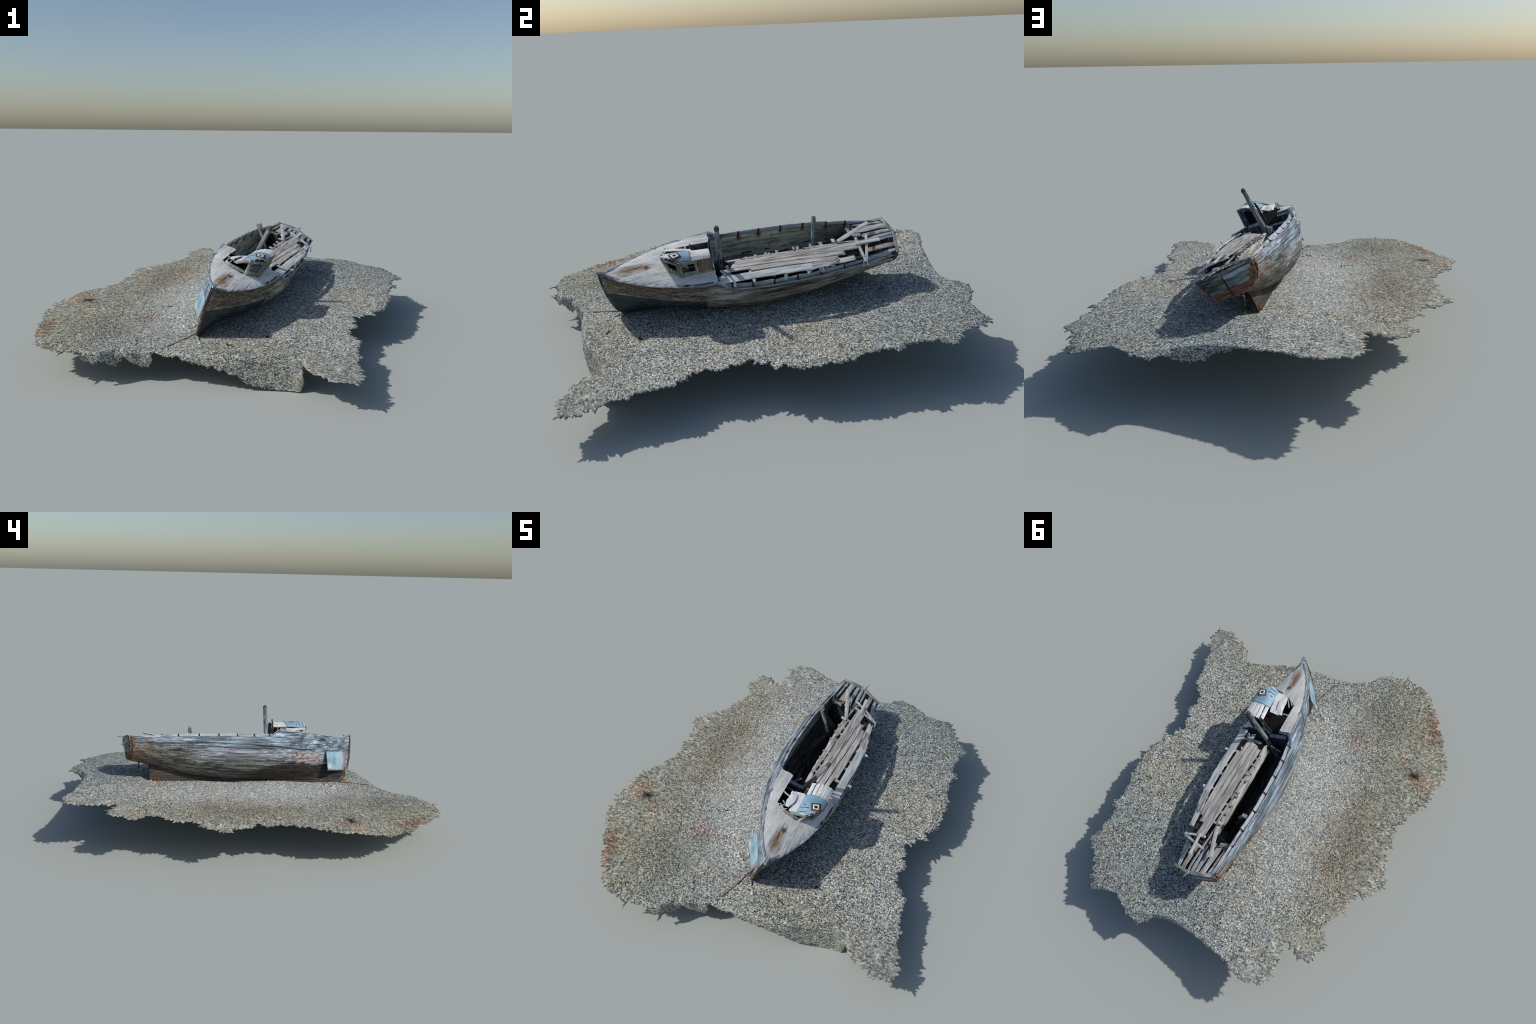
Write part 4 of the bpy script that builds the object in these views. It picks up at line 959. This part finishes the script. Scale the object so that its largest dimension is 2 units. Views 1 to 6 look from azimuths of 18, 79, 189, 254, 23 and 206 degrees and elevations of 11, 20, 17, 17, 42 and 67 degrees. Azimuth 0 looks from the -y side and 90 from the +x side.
# ================================================================== THE GRAVEL
gravel_pts = np.array([
    (-.784, -.557, .153), (-.817, -.506, .165), (-.564, -.945, .144), (-.608, -.875, .146), (-.671, -.765, .150), (-.733, -.656, .148), (-.433, -.952, .146), (-.111, -.815, .136), (-.02, -.82, .134),
    (-.379, -.541, .170), (-.475, -.34, .190), (-.237, -.293, .172), (-.049, -.53, .152), (-.018, -.76, .142), (-.77, -.272, .191), (-.671, -.022, .205), (-.723, .274, .217), (-.687, .123, .216), (-.689, .051, .211),
    (-.589, .47, .233), (-.567, .653, .25), (-.524, .788, .268), (-.379, .752, .261), (-.369, .954, .276), (-.279, .985, .276), (-.235, .96, .268), (.351, .953, .222), (.422, .933, .224), (.659, .895, .195), (.523, .864, .22),
    (.816, .663, .189), (.803, .436, .195), (.80, .242, .18), (.736, -.078, .162), (.744, -.391, .150), (.772, -.55, .146), (.799, -.63, .135), (.827, -.794, .122), (.80, -.845, .122), (.658, -.84, .130),
    (-.645, -.383, .191), (-.277, -.459, .168), (.59, .055, .18), (.351, -.554, .157), (.438, .601, .221), (.529, -.048, .18), (.468, .079, .188), (-.439, .082, .209), (.069, .858, .252), (.477, -.592, .154),
    (.328, -.658, .155), (.235, -.689, .150), (.369, -.70, .146), (-.176, .858, .258), (.53, -.67, .138), (.374, .74, .232), (.463, 0, .187), (.698, .78, .200), (.25, .84, .236),
    (.055, -.63, .152), (.056, -.3, .174), (.056, 0.0, .196), (.056, .3, .217), (.056, .53, .233), (.06, .70, .244), (.201, -.144, .180), (.186, -.245, .174), (.256, -.055, .184), (.274, .038, .188), (.285, .15, .200), (.271, .399, .207), (.414, .298, .199), (.37, -.034, .183), (.53, .175, .186), (.48, .46, .205), (-.03, -.13, .198), (-.533, -.70, .162), (-.45, -.87, .155), (-.28, -.86, .150), (.75, .57, .206), (-.2, .3, .226), (-.25, .6, .254), (-.32, .45, .239), (-.45, .33, .232), (-.12, .12, .206), (.75, .70, .206), (.33, .80, .228), (.10, -.15, .184), (-.2, -.50, .156), (.15, -.72, .147), (.62, .35, .20), (.64, -.27, .158)])
def tps(P):
    xy, z = P[:, :2], P[:, 2]; n = len(P)
    r = np.linalg.norm(xy[:, None] - xy[None], axis=2)
    Kk = np.where(r > 0, r ** 2 * np.log(r + 1e-12), 0) + np.eye(n) * 0.004
    Q = np.hstack([np.ones((n, 1)), xy]); Am = np.block([[Kk, Q], [Q.T, np.zeros((3, 3))]])
    s = np.linalg.solve(Am, np.concatenate([z, np.zeros(3)]))
    def f(q):
        d = np.linalg.norm(q[:, None] - xy[None], axis=2)
        return np.where(d > 0, d ** 2 * np.log(d + 1e-12), 0) @ s[:n] + s[n] + q @ s[n + 1:]
    return f
ground = tps(gravel_pts)
# outline of the patch; beyond the fold lines the sheet hangs down
rim_pts = np.array([
    (-.055, -.822), (-.02, -.835), (.06, -.838), (.14, -.850), (.24, -.858), (.31, -.870), (.39, -.875), (.47, -.865), (.556, -.850), (.567, -.790), (.573, -.775), (.590, -.800), (.620, -.828), (.658, -.847), (.72, -.878), (.76, -.872), (.80, -.853), (.827, -.794),
    (.80, -.72), (.785, -.64), (.772, -.567), (.757, -.50), (.760, -.445), (.722, -.38), (.682, -.32), (.708, -.275), (.690, -.19), (.676, -.13), (.715, -.09), (.748, -.06), (.76, 0), (.80, .03), (.795, .10), (.802, .17), (.806, .242), (.785, .29), (.775, .36), (.812, .436), (.775, .50), (.79, .57),
    (.822, .663), (.775, .71), (.725, .78), (.70, .84), (.665, .90), (.60, .885), (.523, .870), (.48, .905), (.422, .938), (.351, .958), (.31, .935), (.285, .925), (.235, .930), (.16, .915), (.11, .902), (.063, .895), (-.09, .930), (-.229, .982), (-.279, .992), (-.330, .97), (-.369, .960), (-.375, .86), (-.381, .752),
    (-.44, .775), (-.524, .79), (-.545, .72), (-.575, .655), (-.515, .60), (-.545, .53), (-.592, .47), (-.60, .40), (-.675, .345), (-.73, .278), (-.695, .20), (-.690, .125), (-.660, .09), (-.690, .05), (-.665, -.02), (-.70, -.12), (-.745, -.20), (-.785, -.275), (-.808, -.38), (-.815, -.47),
    (-.80, -.557), (-.755, -.62), (-.735, -.68), (-.680, -.765), (-.62, -.86), (-.565, -.94), (-.50, -.965), (-.42, -.984), (-.335, -.965), (-.300, -.995), (-.262, -.988), (-.205, -.935), (-.175, -.89), (-.145, -.90), (-.115, -.90), (-.075, -.89), (-.062, -.845)])
rr = np.random.default_rng(5)
base_p = []; base_n = []; base_r = []
P = rim_pts; nP = len(P)
for i in range(nP):
    a, b = P[i], P[(i + 1) % nP]; L = np.linalg.norm(b - a); n = max(1, int(L / 0.0042))
    nrm = np.array([(b - a)[1], -(b - a)[0]]) / (L + 1e-9)
    mid = (a + b) / 2
    rag = 1.0 if mid[0] < -0.3 or (mid[1] < -0.7 and mid[0] > 0.62) or mid[0] > 0.6 else 0.55
    if 0.5 < mid[0] < 0.62 and mid[1] < -0.7: rag = 0.2
    for k in range(n):
        base_p.append(a + (b - a) * k / n); base_n.append(nrm); base_r.append(rag)
base_p = np.array(base_p); base_n = np.array(base_n); base_r = np.array(base_r)
for _ in range(3):
    base_n = base_n + np.roll(base_n, 1, 0) + np.roll(base_n, -1, 0); base_n /= np.linalg.norm(base_n, axis=1)[:, None]
wv = np.array([-0.006 + 0.010 * n1(q[0] * 22, q[1] * 22, 1.0) + 0.012 * n1(q[0] * 58, q[1] * 58, 5.0) + 0.015 * n1(q[0] * 130, q[1] * 130, 8.0) for q in base_p])
i = 0
while i < len(wv):   # torn tongues and bites of uneven length
    i += int(rr.exponential(9)) + 2
    wid = int(rr.integers(1, 6)); amp = rr.choice([-1, 1], p=[0.5, 0.5]) * rr.uniform(0.004, 0.025)
    for k in range(wid):
        if i + k < len(wv): wv[i + k] += amp * (1 - abs(2 * (k + 0.5) / wid - 1) * 0.7)
    i += wid
wv += rr.normal(0, 0.0016, len(wv)) - np.where(base_p[:, 0] < -0.3, 0.003, 0.001)
sk = np.array([n1(q[0] * 60, q[1] * 60, 20.0) for q in base_p]) * 0.008     # tongues lean sideways
tan = np.stack([-base_n[:, 1], base_n[:, 0]], 1)
out = base_p + base_n * (wv * base_r)[:, None] + tan * (sk * base_r * np.clip(wv / 0.01, 0, 1))[:, None]
# interior points, a jittered grid
def inside(poly, q):
    x, y = q[:, 0], q[:, 1]; c = np.zeros(len(q), bool); j = len(poly) - 1
    for i in range(len(poly)):
        xi, yi = poly[i]; xj, yj = poly[j]
        c ^= ((yi > y) != (yj > y)) & (x < (xj - xi) * (y - yi) / (yj - yi + 1e-15) + xi); j = i
    return c
h = 0.0068
gx, gy = np.meshgrid(np.arange(-0.86, 0.86, h), np.arange(-1.06, 1.02, h))
q = np.stack([gx.ravel(), gy.ravel()], 1) + rr.uniform(-0.33, 0.33, (gx.size, 2)) * h
q = q[inside(out, q)]
cell = {}
for p in out: cell.setdefault((int(p[0] // 0.004), int(p[1] // 0.004)), 1)
keep = [all((int(p[0] // 0.004) + a, int(p[1] // 0.004) + b) not in cell for a in (-1, 0, 1) for b in (-1, 0, 1)) for p in q]
q = q[np.array(keep)]
allp = np.vstack([out, q]); nb = len(out)
res = delaunay_2d_cdt([Vector(p) for p in allp], [], [list(range(nb))], 1, 1e-7)
V2 = np.array([tuple(v) for v in res[0]]); faces = [tuple(t) for t in res[2]]
# fold lines
def folded(V2):
    x, y = V2[:, 0].copy(), V2[:, 1].copy()
    yf = np.interp(x, [-.31, -.30, -.25, -.206, -.15, -.114, -.06, .06, .14, .24, .31, .37, .39, .45, .50, .566, .571, .605, .612], [-1.2, -.95, -.925, -.865, -.84, -.82, -.81, -.806, -.796, -.786, -.767, -.740, -.733, -.711, -.700, -.698, -1.2, -1.2, -1.2])
    s = np.maximum(yf - y, 0)
    yb = np.interp(x, [-.15, -.10, .063, .177, .242, .30, .32], [1.2, .935, .886, .862, .864, .885, 1.2])
    sb = np.maximum(y - yb, 0)
    base = np.stack([x, np.where(s > 0, yf, np.where(sb > 0, yb, y))], 1)
    z = ground(base)
    # integrate a curl: the slope turns from flat to hanging over a short roll
    tab = np.linspace(0, 0.25, 400); ang = np.radians(25) + np.radians(58) * np.clip(tab / 0.030, 0, 1)
    cy = np.concatenate([[0], np.cumsum(np.cos(ang))[:-1]]) * (tab[1]); cz = np.concatenate([[0], np.cumsum(np.sin(ang))[:-1]]) * tab[1]
    ny = np.where(s > 0, yf - np.interp(s, tab, cy), np.where(sb > 0, yb + np.interp(sb, tab, cy) * 0.6, y))
    z = z - np.interp(s, tab, cz) - np.interp(sb, tab, cz)
    return np.stack([x, ny, z], 1)
G = folded(V2)
for i, p in enumerate(G):
    u, w = V2[i]
    G[i, 2] += 0.0030 * n1(u * 9, w * 9, 2.0) + 0.0016 * n1(u * 45, w * 45, 4.0) + rr.uniform(-0.0013, 0.0013)
# curl the ragged outer 2 cm a little
bd = np.full(len(V2), 9.0)
for a in range(0, len(V2), 4000):
    bd[a:a + 4000] = np.min(np.linalg.norm(V2[a:a + 4000, None] - out[None, ::2], axis=2), axis=1)
curl = np.clip(1 - bd / 0.022, 0, 1)
for i in np.nonzero(curl)[0]:
    G[i, 2] -= curl[i] ** 2 * 0.006 * (0.3 + 1.4 * n1(V2[i, 0] * 16, V2[i, 1] * 16, 9.0))
G[:, 2] = np.maximum(G[:, 2], 0.005)
gravel = make("gravel_beach_patch", G, faces, M_gravel)
gm = gravel.data
bm = bmesh.new(); bm.from_mesh(gm)
if sum(f.normal.z for f in bm.faces) < 0: bmesh.ops.reverse_faces(bm, faces=bm.faces)
bm.to_mesh(gm); bm.free()
gm.polygons.foreach_set("use_smooth", [True] * len(gm.polygons))
md = gravel.modifiers.new("thickness", "SOLIDIFY"); md.thickness = 0.0035; md.offset = -1
gravel["label"] = "ragged sheet of grey pebble beach under the wreck"
gravel["category"] = "gravel ground"

# larger stones lying on it
def gz(x, y): return float(ground(np.array([[x, y]]))[0])
g = Geo(); sr = np.random.default_rng(8)
spots = [(-.049, -.53, .010), (-.060, -.515, .008), (-.030, -.54, .008), (-.072, -.53, .006), (-.012, -.50, .011), (-.045, -.565, .007), (.000, -.575, .007), (.328, -.655, .008), (.30, -.64, .007), (.477, -.592, .007), (.438, .601, .007), (-.237, -.29, .007), (.069, .858, .006), (.02, -.70, .007), (.10, -.70, .006)]
more = np.stack([sr.uniform(-0.65, 0.7, 190), sr.uniform(-0.7, 0.8, 190)], 1); more = more[inside(rim_pts * 0.93, more)]
spots += [(x, y, sr.uniform(.003, .0055)) for x, y in more]
for x, y, r in spots:
    n, k = 8, 5; vv = []; z = gz(x, y); sx, sy = sr.uniform(0.8, 1.3, 2)
    for i in range(k + 1):
        ph = math.pi * i / k
        for j in range(n):
            th = 2 * math.pi * j / n
            vv.append((x + r * sx * math.sin(ph) * math.cos(th), y + r * sy * math.sin(ph) * math.sin(th), z + r * 0.15 + r * 0.6 * math.cos(ph)))
    g.add(vv, [(i * n + j, i * n + (j + 1) % n, (i + 1) * n + (j + 1) % n, (i + 1) * n + j) for i in range(k) for j in range(n)])
g.make("scattered_pebble", M_stone, gravel, smooth_angle=60, kind="stuff")
def lay(*pts, o=0.002): return line(*[(x, y, gz(x, y) + o) for x, y in pts], n=5)
rod("rusty_rod", lay((0.035, -0.60), (0.02, -0.66), (0.0, -0.715), (-0.022, -0.768)), 0.0016, M_rust, gravel, seed=30)
rod("rusty_rod", lay((0.058, -0.628), (0.072, -0.645), (0.080, -0.665)), 0.0018, M_rust, gravel, seed=32)
rod("driftwood_twig", lay((0.215, -0.688), (0.235, -0.69), (0.250, -0.700)), 0.0028, M_dark, gravel, seed=33)
rod("driftwood_twig", lay((-0.250, -0.292), (-0.237, -0.300), (-0.228, -0.290)), 0.002, M_dark, gravel, seed=34)
rod("rusty_lump", lay((0.350, -0.556), (0.362, -0.550)), 0.006, M_rust, gravel, seed=35, rough=0.2)
